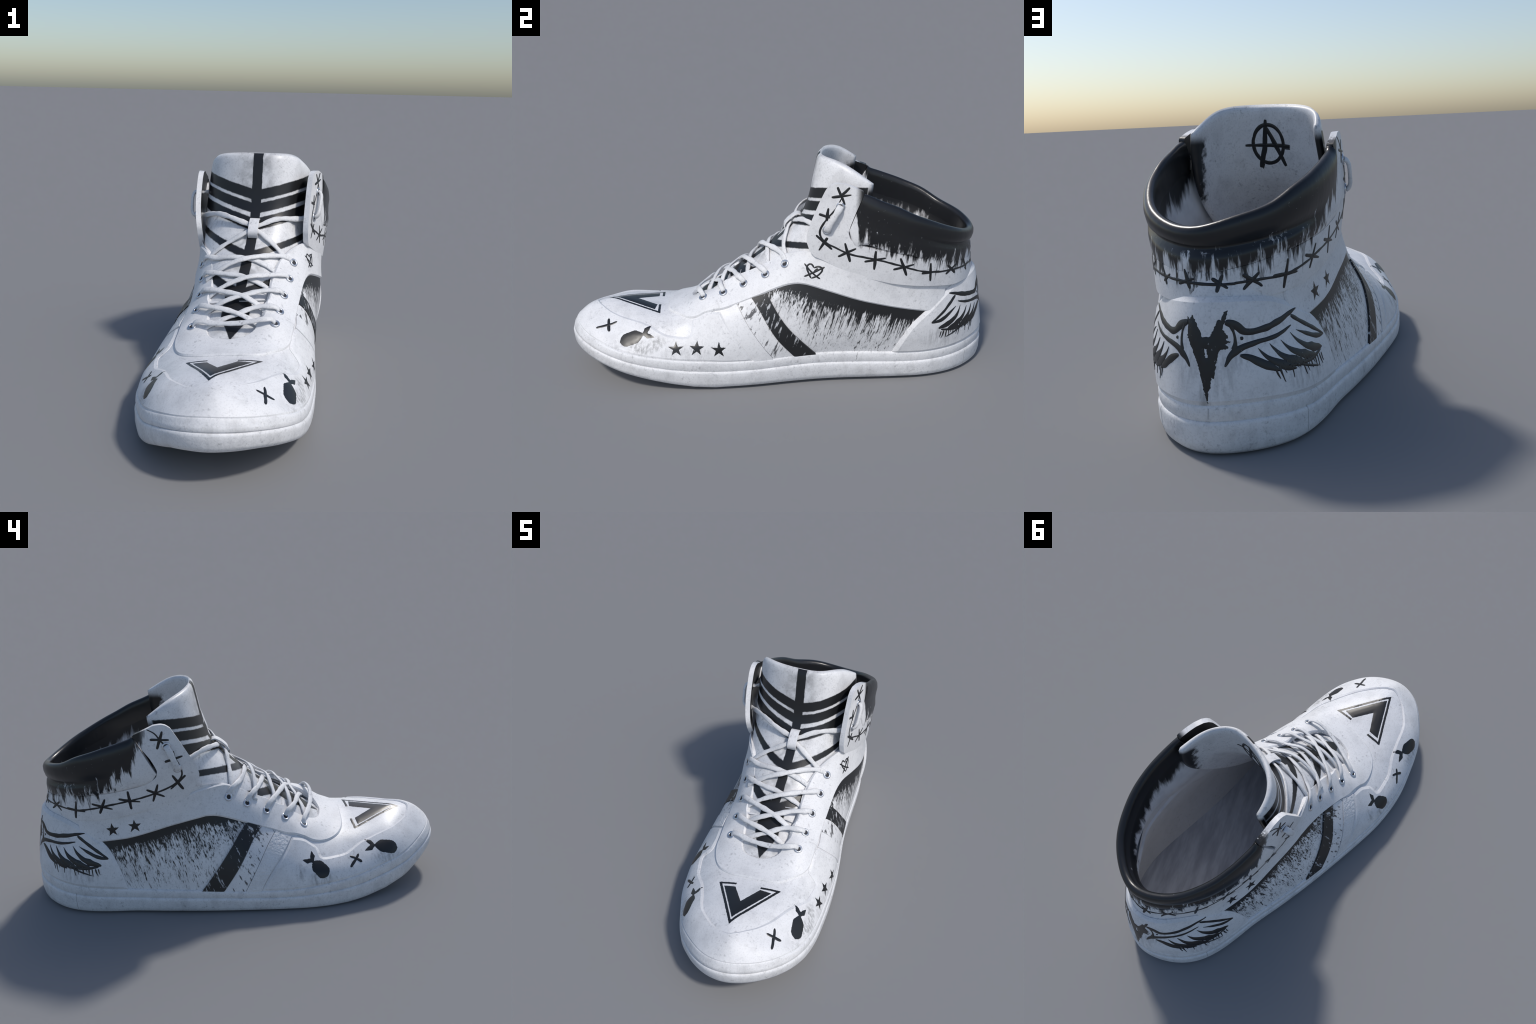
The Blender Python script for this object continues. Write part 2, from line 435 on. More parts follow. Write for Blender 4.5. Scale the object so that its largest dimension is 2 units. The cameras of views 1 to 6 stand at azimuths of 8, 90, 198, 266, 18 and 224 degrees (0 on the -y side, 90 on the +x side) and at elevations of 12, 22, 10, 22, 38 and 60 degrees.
# ------------------------------------------------------------------ body of the upper, by stations round the foot
# every station is a rib from the foxing line (first point) up to the crest, the throat edge or the ankle (last point)
TIP = [(.058, -.968, .254), (.060, -.945, .277), (.058, -.920, .298), (.055, -.890, .315), (.050, -.850, .326), (.045, -.800, .334)]
LAT = [
 [(.155, -.940, .249), (.148, -.915, .273), (.130, -.885, .298), (.105, -.855, .316), (.075, -.820, .328), (.045, -.790, .334)],
 [(.246, -.872, .233), (.235, -.850, .258), (.203, -.825, .279), (.158, -.800, .303), (.100, -.785, .325), (.045, -.775, .334)],
 [(.311, -.777, .208), (.292, -.765, .224), (.254, -.755, .256), (.200, -.745, .293), (.130, -.735, .321), (.043, -.730, .330)],
 [(.345, -.660, .182), (.322, -.655, .213), (.284, -.650, .255), (.227, -.645, .296), (.148, -.640, .319), (.040, -.635, .319)],
 [(.355, -.530, .163), (.335, -.525, .203), (.299, -.520, .250), (.246, -.515, .295), (.160, -.515, .317), (.042, -.522, .313)],
 [(.355, -.430, .152), (.340, -.425, .198), (.304, -.420, .252), (.250, -.420, .312), (.165, -.425, .346), (.035, -.412, .337)],
 [(.354, -.340, .147), (.341, -.340, .205), (.309, -.340, .273), (.262, -.345, .345), (.195, -.350, .390), (.025, -.345, .356)],
 [(.350, -.250, .142), (.345, -.250, .215), (.310, -.250, .300), (.262, -.250, .370), (.200, -.252, .416), (.135, -.255, .450)],
 [(.342, -.140, .140), (.338, -.140, .225), (.312, -.140, .325), (.265, -.135, .412), (.206, -.140, .468), (.142, -.145, .500)],
 [(.327, -.020, .143), (.330, -.020, .245), (.312, -.015, .350), (.275, -.005, .460), (.217, .000, .540), (.162, .000, .578)],
 [(.310, .110, .150), (.326, .110, .265), (.318, .110, .380), (.289, .110, .490), (.262, .105, .565), (.222, .095, .628)],
 [(.299, .250, .152), (.327, .250, .265), (.328, .250, .370), (.312, .250, .460), (.295, .250, .550), (.285, .250, .630)],
 [(.295, .400, .148), (.322, .400, .260), (.327, .400, .360), (.318, .400, .450), (.316, .400, .540), (.320, .400, .620)],
 [(.290, .550, .140), (.312, .550, .250), (.312, .550, .350), (.303, .550, .440), (.300, .550, .530), (.305, .550, .610)],
 [(.278, .680, .138), (.293, .680, .250), (.285, .680, .350), (.270, .680, .440), (.262, .680, .520), (.262, .675, .600)],
 [(.245, .790, .142), (.252, .785, .250), (.240, .775, .350), (.222, .765, .435), (.208, .760, .520), (.205, .755, .590)],
 [(.165, .905, .150), (.165, .897, .250), (.155, .885, .350), (.142, .865, .440), (.130, .850, .520), (.128, .840, .580)]]
HEEL = [(.020, .985, .155), (.020, .972, .250), (.020, .957, .350), (.020, .938, .445), (.020, .915, .520), (.020, .900, .580)]
MED = [
 [(-.034, -.950, .241), (-.022, -.920, .268), (-.010, -.890, .294), (.005, -.855, .314), (.025, -.820, .328), (.045, -.790, .334)],
 [(-.134, -.874, .212), (-.120, -.855, .242), (-.099, -.827, .275), (-.062, -.803, .303), (-.005, -.787, .323), (.045, -.775, .334)],
 [(-.210, -.787, .186), (-.200, -.770, .220), (-.170, -.755, .262), (-.117, -.745, .294), (-.040, -.735, .317), (.043, -.730, .330)],
 [(-.272, -.662, .160), (-.252, -.655, .200), (-.210, -.650, .242), (-.155, -.645, .276), (-.062, -.640, .305), (.040, -.635, .319)],
 [(-.316, -.545, .138), (-.292, -.530, .184), (-.243, -.525, .230), (-.176, -.520, .270), (-.072, -.517, .297), (.042, -.522, .313)],
 [(-.342, -.420, .124), (-.328, -.410, .170), (-.281, -.405, .221), (-.200, -.400, .275), (-.085, -.410, .318), (.035, -.412, .337)],
 [(-.352, -.320, .114), (-.335, -.315, .170), (-.285, -.310, .235), (-.220, -.310, .302), (-.155, -.305, .343), (.025, -.345, .356)],
 [(-.352, -.220, .106), (-.335, -.220, .175), (-.285, -.220, .260), (-.216, -.220, .335), (-.155, -.220, .387), (-.092, -.230, .420)],
 [(-.348, -.110, .106), (-.328, -.110, .190), (-.280, -.110, .285), (-.213, -.110, .372), (-.160, -.125, .434), (-.105, -.140, .472)],
 [(-.342, .000, .108), (-.322, .000, .205), (-.280, .005, .310), (-.222, .015, .415), (-.178, .005, .503), (-.128, -.010, .547)],
 [(-.335, .110, .115), (-.315, .110, .220), (-.278, .115, .335), (-.238, .120, .450), (-.210, .115, .545), (-.183, .080, .598)],
 [(-.322, .250, .120), (-.305, .250, .225), (-.275, .250, .330), (-.250, .250, .435), (-.242, .250, .535), (-.243, .250, .610)],
 [(-.305, .380, .122), (-.290, .380, .225), (-.268, .380, .325), (-.250, .385, .420), (-.247, .380, .520), (-.255, .380, .600)],
 [(-.283, .530, .125), (-.272, .530, .225), (-.257, .530, .315), (-.243, .520, .410), (-.235, .530, .500), (-.245, .530, .590)],
 [(-.272, .660, .132), (-.262, .660, .225), (-.240, .655, .310), (-.215, .660, .400), (-.213, .660, .490), (-.225, .655, .580)],
 [(-.246, .785, .142), (-.235, .780, .235), (-.205, .765, .320), (-.183, .760, .405), (-.175, .750, .490), (-.180, .750, .575)],
 [(-.145, .925, .157), (-.137, .917, .250), (-.120, .900, .340), (-.107, .892, .425), (-.095, .868, .510), (-.095, .855, .575)]]
N_ST = len(LAT) + 2           # stations per side, tip and heel shared
NU, NV = 300, 56              # dense samples per side / per rib
I_THROAT = 7                  # ribs up to this station run over the crest to the other side

def build_body():
    L = np.array([TIP] + LAT + [HEEL]); Md = np.array([TIP] + MED + [HEEL])
    loop = np.concatenate([L, Md[-2:0:-1], L[:1]])           # once round the foot
    t = chord(loop)
    tl = t[:N_ST]; tm = t[-1] - t[N_ST - 1:][::-1]
    dl = np.linspace(0, 1, NU)
    # dense parameter: same fraction of station index on both sides
    idx = np.arange(N_ST)
    rows_l = np.zeros((NU, 6, 3)); rows_m = np.zeros((NU, 6, 3))
    # arc-like spacing of the station index
    w = np.interp(dl, tl / tl[-1], idx)
    ul = np.interp(w, idx, tl); um = t[-1] - np.interp(w, idx, tm)
    for r in range(6):
        if r < 5:
            rows_l[:, r] = spline(t, loop[:, r], ul, True); rows_m[:, r] = spline(t, loop[:, r], um, True)
        else:
            nl = loop[:-1, r]; last = np.vstack([nl, loop[:1, r]])
            rows_l[:, r] = spline(t, last, ul); rows_m[:, r] = spline(t, last, um)
    k = w <= I_THROAT
    crest = .5 * (rows_l[k, 5] + rows_m[k, 5]); rows_l[k, 5] = crest; rows_m[k, 5] = crest
    v = np.linspace(0, 1, NV)
    P = np.zeros((2, NU, NV, 3))
    for i in range(NU):
        a, bq = rows_l[i], rows_m[i]
        ta, tb = chord(a), chord(bq)
        if k[i]:
            full = np.vstack([a, bq[-2::-1]]); tf = chord(full)
            P[0, i] = spline(tf, full, v * ta[-1]); P[1, i] = spline(tf, full, tf[-1] - v * tb[-1])
        else:
            # soften the change of end condition behind the throat
            P[0, i] = spline(ta, a, v * ta[-1]); P[1, i] = spline(tb, bq, v * tb[-1])
    return P, w

BODY, W_ST = build_body()
LOOP = np.concatenate([BODY[0], BODY[1][-2:0:-1]])        # periodic: lateral toe->heel, medial heel->toe
NL = len(LOOP)

def grid_normals(P, wrap):
    if wrap: du = np.roll(P, -1, 0) - np.roll(P, 1, 0)
    else: du = np.gradient(P, axis=0)
    dv = np.gradient(P, axis=1)
    n = np.cross(du, dv); n /= np.linalg.norm(n, axis=-1, keepdims=True) + 1e-12
    return n
LOOP_N = grid_normals(LOOP, True)
if LOOP_N[NU // 2, NV // 3, 0] < 0: LOOP_N = -LOOP_N
# at the crest take the mean normal of both sides
kk = np.where(W_ST <= I_THROAT)[0]
for i in kk:
    j = (-i) % NL
    n = LOOP_N[i, -1] + LOOP_N[j, -1]; n[2] = abs(n[2]) + .2; n /= np.linalg.norm(n)
    LOOP_N[i, -1] = n; LOOP_N[j, -1] = n

class Chart:
    """a surface patch sampled as a grid; points are addressed by (u, v) in metres-like units"""
    def __init__(s, P, N, wrap, lu, lv):
        s.P, s.N, s.wrap, s.lu, s.lv = P, N, wrap, lu, lv
        s.nu, s.nv = P.shape[:2]
        s.kd = KDTree(s.nu * s.nv)
        for i, p in enumerate(P.reshape(-1, 3)): s.kd.insert(p, i)
        s.kd.balance()
    def ev(s, uv):
        n = s.nu if s.wrap else s.nu - 1
        a = uv[:, 0] / s.lu * n; b = np.clip(uv[:, 1] / s.lv, 0, 1) * (s.nv - 1)
        if not s.wrap: a = np.clip(a, 0, s.nu - 1 - 1e-6)
        i = np.floor(a).astype(int); fa = (a - i)[:, None]
        j = np.minimum(np.floor(b).astype(int), s.nv - 2); fb = (b - j)[:, None]
        i0 = i % s.nu; i1 = (i + 1) % s.nu if s.wrap else np.minimum(i + 1, s.nu - 1)
        def q(A): return (A[i0, j] * (1 - fa) + A[i1, j] * fa) * (1 - fb) + (A[i0, j + 1] * (1 - fa) + A[i1, j + 1] * fa) * fb
        n_ = q(s.N); n_ /= np.linalg.norm(n_, axis=1, keepdims=True) + 1e-12
        return q(s.P), n_
    def uv(s, p, ref=None):
        _, k, _ = s.kd.find(tuple(p)); i, j = divmod(k, s.nv)
        n = s.nu if s.wrap else s.nu - 1
        p = np.asarray(p, float)
        # refine inside the neighbouring cells
        i1 = (i + 1) % s.nu if s.wrap else min(i + 1, s.nu - 1); i0 = (i - 1) % s.nu if s.wrap else max(i - 1, 0)
        j1, j0 = min(j + 1, s.nv - 1), max(j - 1, 0)
        du = (s.P[i1, j] - s.P[i0, j]) / 2; dv = (s.P[i, j1] - s.P[i, j0]) / max(1, j1 - j0)
        d = p - s.P[i, j]
        A = np.array([[du @ du, du @ dv], [du @ dv, dv @ dv]]) + np.eye(2) * 1e-12
        x = np.clip(np.linalg.solve(A, [d @ du, d @ dv]), -.6, .6)
        u = (i + x[0]) / n * s.lu
        if ref is not None and s.wrap:
            u += round((ref - u) / s.lu) * s.lu
        return np.array([u, np.clip((j + x[1]) / (s.nv - 1), 0, 1) * s.lv])
    def path(s, pts, closed=False):
        out = []; ref = None
        for p in pts:
            q = s.uv(p, ref); ref = q[0]; out.append(q)
        return np.array(out)

FOX = Chart(LOOP, LOOP_N, True, 4.3, .45)       # round the foot
# saddle chart: (w, a) with a>0 lateral, a<0 medial, a=0 crest
def saddle(uv):
    """w in metres along the side, a = distance from the crest / throat edge"""
    w = uv[:, 0]; a = uv[:, 1]
    v = np.clip(.45 - np.maximum(np.abs(a) - .004, 0), 0, .45)
    u = np.where(a >= 0, w, FOX.lu - w)
    return FOX.ev(np.c_[u, v])
def saddle_uv(p, side):
    q = FOX.uv(p)
    u = q[0] % FOX.lu
    w = u if u <= FOX.lu / 2 else FOX.lu - u
    a = .45 - q[1] + .004
    return np.array([w, a * side])

def patch(name, ev, poly, out, inn, mat, parent, step=.014, bev=.006, holes=(), kind=None, edge_step=.010, ramp=0.0):
    """raised piece cut from a surface: outer skin, rounded rim, inner skin"""
    P = resample(poly, edge_step)
    extra = None
    if ramp:                                  # rows of points that carry the sloping border
        t = np.roll(P, -1, 0) - np.roll(P, 1, 0); t /= np.linalg.norm(t, axis=1, keepdims=True) + 1e-9
        nrm = np.c_[-t[:, 1], t[:, 0]]; E = []
        for o in (ramp, ramp * .5):
            for sg in (1, -1):
                q = P + nrm * o * sg; k = in_poly(q, P); q = q[k]; q = q[poly_dist(q, P) > o * .9]; E.append(q)
        extra = np.vstack(E)
    V, F, bd = fill([P] + [resample(h, edge_step) for h in holes], step, extra)
    S, N = ev(V)
    d = np.full(len(V), 1e9)
    for q in [P] + [resample(h, edge_step) for h in holes]: d = np.minimum(d, poly_dist(V, q))
    n = len(V)
    # outline side test of winding
    f0 = F[len(F) // 2]; nn = np.cross(S[f0[1]] - S[f0[0]], S[f0[2]] - S[f0[0]])
    flip = (nn @ N[f0[0]]) < 0
    hgt = out * (.30 + .70 * np.clip(d / ramp, 0, 1)) if ramp else np.full(n, out)
    top = S + N * hgt[:, None]; bot = S + N * inn
    verts = [*top, *bot]; faces = []
    for f in F:
        faces.append(f[::-1] if flip else f); faces.append(tuple(i + n for i in (f if flip else f[::-1])))
    for a, b in bd:
        q = (b, a, a + n, b + n); faces.append(q[::-1] if flip else q)
    ob = new_mesh(name, verts, faces, mat, parent, kind=kind)
    if bev:
        md = ob.modifiers.new("rim", 'BEVEL'); md.width = bev; md.segments = 3; md.limit_method = 'ANGLE'; md.angle_limit = math.radians(50)
        md.use_clamp_overlap = True; md.harden_normals = False
    ob.data.set_sharp_from_angle(angle=math.radians(17 if ramp else 60))
    return ob

# ---- base skin of the upper
def body_skin():
    verts = LOOP.reshape(-1, 3)
    # weld crest
    f = grid_faces(NL, NV, True, flip=False)
    ob = new_mesh("quarter", verts, f, M_panel, root)
    bm = bmesh.new(); bm.from_mesh(ob.data)
    bmesh.ops.remove_doubles(bm, verts=bm.verts, dist=.0004)
    bmesh.ops.recalc_face_normals(bm, faces=bm.faces)
    bm.to_mesh(ob.data); bm.free()
    ob.data.polygons.foreach_set("use_smooth", [True] * len(ob.data.polygons))
    return ob
quarter = body_skin()

# ---- mudguard round the toe
LSEAM = [(.264, -.266, .354), (.262, -.35, .338), (.260, -.402, .318), (.285, -.403, .290), (.310, -.408, .257), (.303, -.449, .252), (.285, -.52, .252), (.268, -.56, .268), (.248, -.601, .290),
         (.215, -.67, .298), (.185, -.731, .303), (.145, -.785, .306), (.100, -.828, .312), (.06, -.858, .322)]
MSEAM = [(.010, -.858, .316), (-.067, -.815, .305), (-.122, -.756, .296), (-.159, -.667, .275), (-.192, -.58, .252), (-.231, -.525, .238), (-.246, -.496, .222), (-.272, -.408, .223), (-.283, -.380, .232),
         (-.245, -.368, .272), (-.224, -.31, .300), (-.217, -.240, .309)]
sp = FOX.path(LSEAM + MSEAM)
top = sp
uL0 = FOX.uv((.345, -.12, .139))[0]; uM0 = FOX.uv((-.342, -.083, .106), 0)[0]
if uM0 > 0: uM0 -= FOX.lu
base = np.array([(u, .0) for u in np.linspace(uM0, uL0, 60)])
mud = np.vstack([base, corner_path(top, .018, 5, False)])
patch("mudguard", FOX.ev, mud, .0075, -.006, M_mud, root, step=.016, bev=0, ramp=.013)

# ---- eyestay with its collar strap running back to the heel
ST_L = [(.049, -.524, .333), (.110, -.524, .332), (.165, -.510, .326), (.205, -.470, .325), (.248, -.425, .325), (.265, -.348, .345), (.264, -.27, .364), (.265, -.19, .392), (.268, -.1, .428),
        (.278, .014, .480), (.286, .091, .495), (.291, .159, .482), (.308, .254, .455), (.316, .375, .418), (.305, .5, .385), (.28, .66, .348), (.25, .74, .34)]
ST_LT = [(.215, .765, .472), (.262, .68, .490), (.300, .55, .512), (.316, .4, .545), (.294, .25, .597), (.262, .16, .645)]
ST_M = [(-.010, -.522, .330), (-.061, -.517, .318), (-.119, -.500, .292), (-.168, -.462, .276), (-.203, -.403, .274), (-.217, -.312, .303), (-.217, -.239, .329), (-.214, -.167, .351), (-.213, -.1, .375),
        (-.217, -.030, .403), (-.226, .043, .434), (-.235, .113, .458), (-.240, .16, .462), (-.245, .22, .451), (-.253, .321, .429), (-.246, .423, .4), (-.236, .526, .373), (-.222, .637, .356), (-.20, .73, .345)]
ST_MT = [(-.178, .755, .460), (-.213, .66, .476), (-.236, .53, .499), (-.247, .38, .543), (-.242, .25, .575), (-.235, .19, .59)]
IN_L = [(.165, .000, .578), (.150, -.075, .540), (.141, -.150, .496), (.136, -.240, .454), (.128, -.330, .420), (.112, -.378, .392), (.075, -.402, .365), (.025, -.408, .352)]
IN_M = [(-.025, -.402, .346), (-.066, -.382, .349), (-.086, -.345, .368), (-.092, -.290, .392), (-.094, -.225, .420), (-.105, -.140, .472), (-.122, -.040, .528), (-.132, .000, .550)]
eL = [saddle_uv(p, 1) for p in ST_L + ST_LT]; eM = [saddle_uv(p, -1) for p in ST_M + ST_MT]
wLt = FOX.uv((.205, .075, .620))[0] % FOX.lu; wMt = FOX.lu - FOX.uv((-.178, .072, .592))[0] % FOX.lu
w_l0 = FOX.uv((.162, .0, .578))[0] % FOX.lu; w_m0 = FOX.lu - FOX.uv((-.128, -.01, .547))[0] % FOX.lu
rim_l = [(w, .004) for w in np.linspace(wLt, w_l0, 8)]; rim_m = [(w, -.004) for w in np.linspace(w_m0, wMt, 8)]
uL_ = [saddle_uv(p, 1) for p in IN_L[1:]]; uM_ = [saddle_uv(p, -1) for p in IN_M[:-1]]
opening = smooth_path(np.array([rim_l[-1]] + uL_ + uM_ + [rim_m[0]]), 120)
outer = np.array(eL); outer_m = np.array(eM[::-1])
front = smooth_path(np.vstack([outer_m[-12:], outer[:12]]), 140)
poly = np.vstack([front, corner_path(outer[12:], .02, 4, False), rim_l, opening[1:-1], rim_m, corner_path(outer_m[:-12], .02, 4, False)])
eyestay = patch("eyestay", saddle, poly, .0085, -.014, M_white, root, step=.014, bev=0, edge_step=.008, ramp=.006)
# cut the throat out of the skin below
wi = np.minimum(np.arange(NL), NL - np.arange(NL)) / NL * FOX.lu
sgn = np.where(np.arange(NL) <= NL // 2, 1, -1)
cutpoly = np.vstack([opening, [(w_m0 + .05, -.0), (w_l0 + .05, .0)]])
vv = np.arange(NV) / (NV - 1) * .45
Q = np.stack([np.repeat(wi[:, None], NV, 1), (.45 - vv[None, :] + .004) * sgn[:, None]], -1).reshape(-1, 2)
CUT = in_poly(Q, cutpoly) & (poly_dist(Q, cutpoly) > .006)
bm = bmesh.new(); bm.from_mesh(quarter.data)
kd_cut = KDTree(int(CUT.sum()))
for i, p in enumerate(LOOP.reshape(-1, 3)[CUT]): kd_cut.insert(p, i)
kd_cut.balance()
gone = [v for v in bm.verts if kd_cut.find(v.co)[2] < 1e-4]
bmesh.ops.delete(bm, geom=gone, context='VERTS'); bm.to_mesh(quarter.data); bm.free()
# cloth on the inside of the whole upper
inner = LOOP - LOOP_N * .020
keep = ~CUT.reshape(NL, NV)
f_in = [q for q in grid_faces(NL, NV - 1, True) if True]
idx_ok = lambda q: all(keep[(k // (NV - 1)) % NL, k % (NV - 1)] for k in q)
upper_lining = new_mesh("upper_lining", inner[:, :-1].reshape(-1, 3), [q for q in f_in if idx_ok(q)], M_insole_side, root)

# ---- heel counter
HC = [(.287, .515, .138), (.302, .55, .218), (.296, .598, .296), (.275, .663, .353), (.240, .733, .405), (.199, .812, .446), (.110, .893, .466), (.02, .932, .472), (-.096, .895, .470), (-.165, .80, .447),
      (-.193, .745, .420), (-.222, .645, .358), (-.247, .597, .296), (-.266, .568, .223), (-.281, .54, .127)]
hp = FOX.path(HC)
hb = np.array([(u, 0.0) for u in np.linspace(hp[-1, 0], hp[0, 0], 60)])
patch("heel_counter", FOX.ev, np.vstack([smooth_path(hp, 90), hb[1:-1]]), .0125, -.006, M_heel, root, step=.016, bev=0, ramp=.017)

# ---- slanted side stripes
def side_stripe(a_top, b_top, a_bot, b_bot, mid_a, mid_b, mat, out):
    A = FOX.path([a_top, mid_a, a_bot]); ref = A[0, 0]
    Bp = np.array([FOX.uv(p, ref) for p in (b_top, mid_b, b_bot)])
    A = smooth_path(A, 12); Bp = smooth_path(Bp, 12)
    A[-1, 1] = Bp[-1, 1] = 0.0
    return patch("side_stripe", FOX.ev, np.vstack([A, Bp[::-1]]), out, -.003, mat, root, step=.016, bev=.003)
side_stripe((.264, -.268, .358), (.263, -.193, .392), (.345, -.120, .136), (.332, -.030, .143), (.315, -.205, .259), (.315, -.130, .285), M_stripe_white, .0075)
side_stripe((.263, -.190, .393), (.266, -.124, .420), (.332, -.028, .143), (.320, .064, .149), (.315, -.128, .285), (.318, -.012, .240), M_stripe_smear, .005)
side_stripe((.266, -.122, .421), (.269, -.055, .443), (.320, .066, .149), (.305, .167, .147), (.318, -.010, .240), (.318, .035, .300), M_stripe_black, .0085)
side_stripe((-.217, -.236, .312), (-.213, -.167, .350), (-.342, -.083, .106), (-.340, -.010, .106), (-.290, -.155, .215), (-.290, -.085, .235), M_stripe_knit, .0075)
side_stripe((-.213, -.165, .351), (-.212, -.101, .376), (-.340, -.008, .106), (-.333, .090, .113), (-.290, -.083, .236), (-.285, -.008, .250), M_stripe_smear, .005)
side_stripe((-.212, -.099, .377), (-.214, -.033, .404), (-.333, .092, .113), (-.329, .193, .118), (-.285, -.005, .250), (-.283, .075, .270), M_stripe_black, .0085)

# ------------------------------------------------------------------ sole
def build_sole():
    F = LOOP[:, 0].copy(); n = len(F)
    tan = np.roll(F, -1, 0) - np.roll(F, 1, 0); tan[:, 2] = 0
    tan /= np.linalg.norm(tan, axis=1, keepdims=True)
    o = np.c_[tan[:, 1], -tan[:, 0], np.zeros(n)]
    if o[NU // 2, 0] < 0: o = -o
    y = F[:, 1]
    spring = np.interp(y, [-1.02, -.96, -.925, -.9, -.8, -.7, -.6, -.5, -.4, 1.1], [.14, .126, .113, .100, .054, .025, .010, .002, 0, 0])
    spring_l = np.interp(y, [-1.02, -.96, -.9, -.8, -.7, -.6, -.5, -.4, -.3, 1.1], [.145, .138, .128, .104, .077, .051, .027, .009, 0, 0])
    sd = np.clip((F[:, 0] - .02) / .2, 0, 1); sd = sd * sd * (3 - 2 * sd)
    spring = spring * (1 - sd) + spring_l * sd
    fz = F[:, 2]
    groove = spring + (fz - spring) * np.interp(y, [-1, -.5, 0, .5, 1], [.68, .66, .70, .68, .70])
    inset = np.where(F[:, 0] > 0, np.interp(y, [-1, -.9, -.7, -.4, 0, .3, .6, .8, 1], [.045, .04, .036, .036, .058, .065, .045, .035, .025]),
                     np.interp(y, [-1, -.9, -.7, -.4, 0, .3, .6, .8, 1], [.045, .034, .016, .010, .025, .035, .022, .022, .025]))
    wall = np.interp(y, [-1, -.9, -.75, -.5, 1], [.030, .026, .017, .014, .013])
    def ring(off, z): return np.c_[F[:, :2] + o[:, :2] * np.reshape(off, (-1, 1)), z]
    h = groove - spring
    cen = np.array([0.02, 0.0])
    R = []
    bot = ring(-inset, spring)
    deep = bot.copy(); deep[:, 0] = np.interp(y, [-1, 0, 1], [.05, 0, .02]) + (bot[:, 0] - .02) * .02
    deep[:, 2] = spring + .001
    R += [deep, ring(-inset - .03, spring), ring(-inset - .006, spring), ring(-inset + (inset + wall) * .50, spring + h * .04), ring(-inset + (inset + wall) * .82, spring + h * .16),
          ring(-inset + (inset + wall) * .96, spring + h * .40), ring(wall - .001, spring + h * .72), ring(wall, groove - .012), ring(wall - .002, groove - .005), ring(wall - .006, groove - .001),
          ring(np.full(n, .003), groove)]
    S = np.stack(R, 1)
    ob = new_mesh("outsole", S.reshape(-1, 3), grid_faces(n, S.shape[1], True), M_sole, root, angle=50)
    fix_normals(ob)
    lip = wall - .014
    B = np.stack([ring(np.full(n, .0), groove - .006), ring(lip + .0065, groove + .001), ring(lip + .0085, groove + .006), ring(lip * .6 + .0105, groove * .5 + fz * .5), ring(np.full(n, .0095), fz - .006), ring(np.full(n, .007), fz + .001),
                  ring(np.full(n, .002), fz + .0045), ring(np.full(n, -.012), fz + .004)], 1)
    ob2 = new_mesh("foxing_band", B.reshape(-1, 3), grid_faces(n, B.shape[1], True), M_sole, root, angle=60)
    fix_normals(ob2)
    return ob, ob2
outsole, foxing = build_sole()

# ------------------------------------------------------------------ ankle surface (flaps, wire band and collar lie on it)
T_L = [(.262, .05), (.272, .12), (.288, .20), (.315, .30), (.332, .40), (.336, .50), (.326, .60), (.291, .70), (.234, .795), (.147, .870), (.020, .912)]
T_M = [(-.210, .05), (-.235, .12), (-.262, .21), (-.278, .30), (-.285, .41), (-.284, .50), (-.271, .60), (-.245, .69), (-.197, .775), (-.105, .868), (.020, .912)]
def build_ankle():
    ts = np.array(T_L + T_M[-2::-1]); lat = np.array([1] * len(T_L) + [0] * (len(T_M) - 1), bool)
    zs = [.44, .52, .60, .70, .82, .97]
    kl = [.93, .96, .985, 1.0, .985, .955]; km = [.85, .90, .935, .985, .99, .955]; hy = [.922, .913, .905, .910, .915, .915]
    rows = []
    for z, a, c, h in zip(zs, kl, km, hy):
        x = .02 + (ts[:, 0] - .02) * np.where(lat, a, c)
        y = np.where(ts[:, 1] > .45, .45 + (ts[:, 1] - .45) * (h - .45) / .462, ts[:, 1])
        rows.append(np.c_[x, y, np.full(len(x), z)])
    C = np.stack(rows, 1)
    t = chord(C); D = spline(t, C, np.linspace(0, t[-1], 400))
    tz = np.array(zs); D = np.swapaxes(D, 0, 1)
    D = spline(tz, D, np.linspace(tz[0], tz[-1], 60))
    return np.swapaxes(D, 0, 1)
ANK = build_ankle()
ANK_N = grid_normals(ANK, False)
if ANK_N[60, 30, 0] < 0: ANK_N = -ANK_N
ANKLE = Chart(ANK, ANK_N, False, 2.1, .53)
def ank_x(side, y): 
    T = np.array(T_L if side > 0 else T_M)
    return np.interp(y, T[:, 1], T[:, 0])
def auv(side, y, z):
    x = ank_x(side, y)
    for _ in range(4):
        q = ANKLE.uv((x, y, z)); p = ANKLE.ev(q[None])[0][0]
        x = p[0]; 
    q[1] += z - p[2]
    return q
def apts(side, yz): return [auv(side, y, z) for y, z in yz]
flap_l = [(.200, .606), (.160, .622), (.139, .646), (.125, .690), (.127, .730), (.148, .793), (.177, .865), (.205, .925), (.222, .945), (.246, .957), (.282, .956), (.316, .946), (.360, .928)]
seam_l = [(.366, .916), (.335, .84), (.311, .774), (.303, .742), (.312, .712), (.345, .690), (.40, .676), (.448, .666), (.55, .640), (.64, .61), (.718, .585), (.80, .561)]
heel_pts = [(.150, .855, .548), (.090, .895, .543), (.02, .912, .543), (-.05, .90, .547), (-.11, .868, .556)]
seam_m = [(.80, .570), (.729, .584), (.651, .599), (.58, .612), (.526, .624), (.45, .642), (.40, .660), (.368, .685), (.361, .716), (.372, .744), (.39, .779), (.424, .827), (.457, .886)]
flap_m = [(.452, .890), (.403, .909), (.365, .926), (.332, .929), (.310, .923), (.290, .908), (.245, .83), (.202, .751), (.182, .708), (.176, .676), (.186, .642), (.205, .610), (.232, .575)]
low_m = [(.262, .561), (.363, .535), (.463, .509), (.565, .483), (.666, .468), (.75, .456)]
low_h = [(-.10, .888, .448), (.02, .925, .448), (.12, .88, .448)]
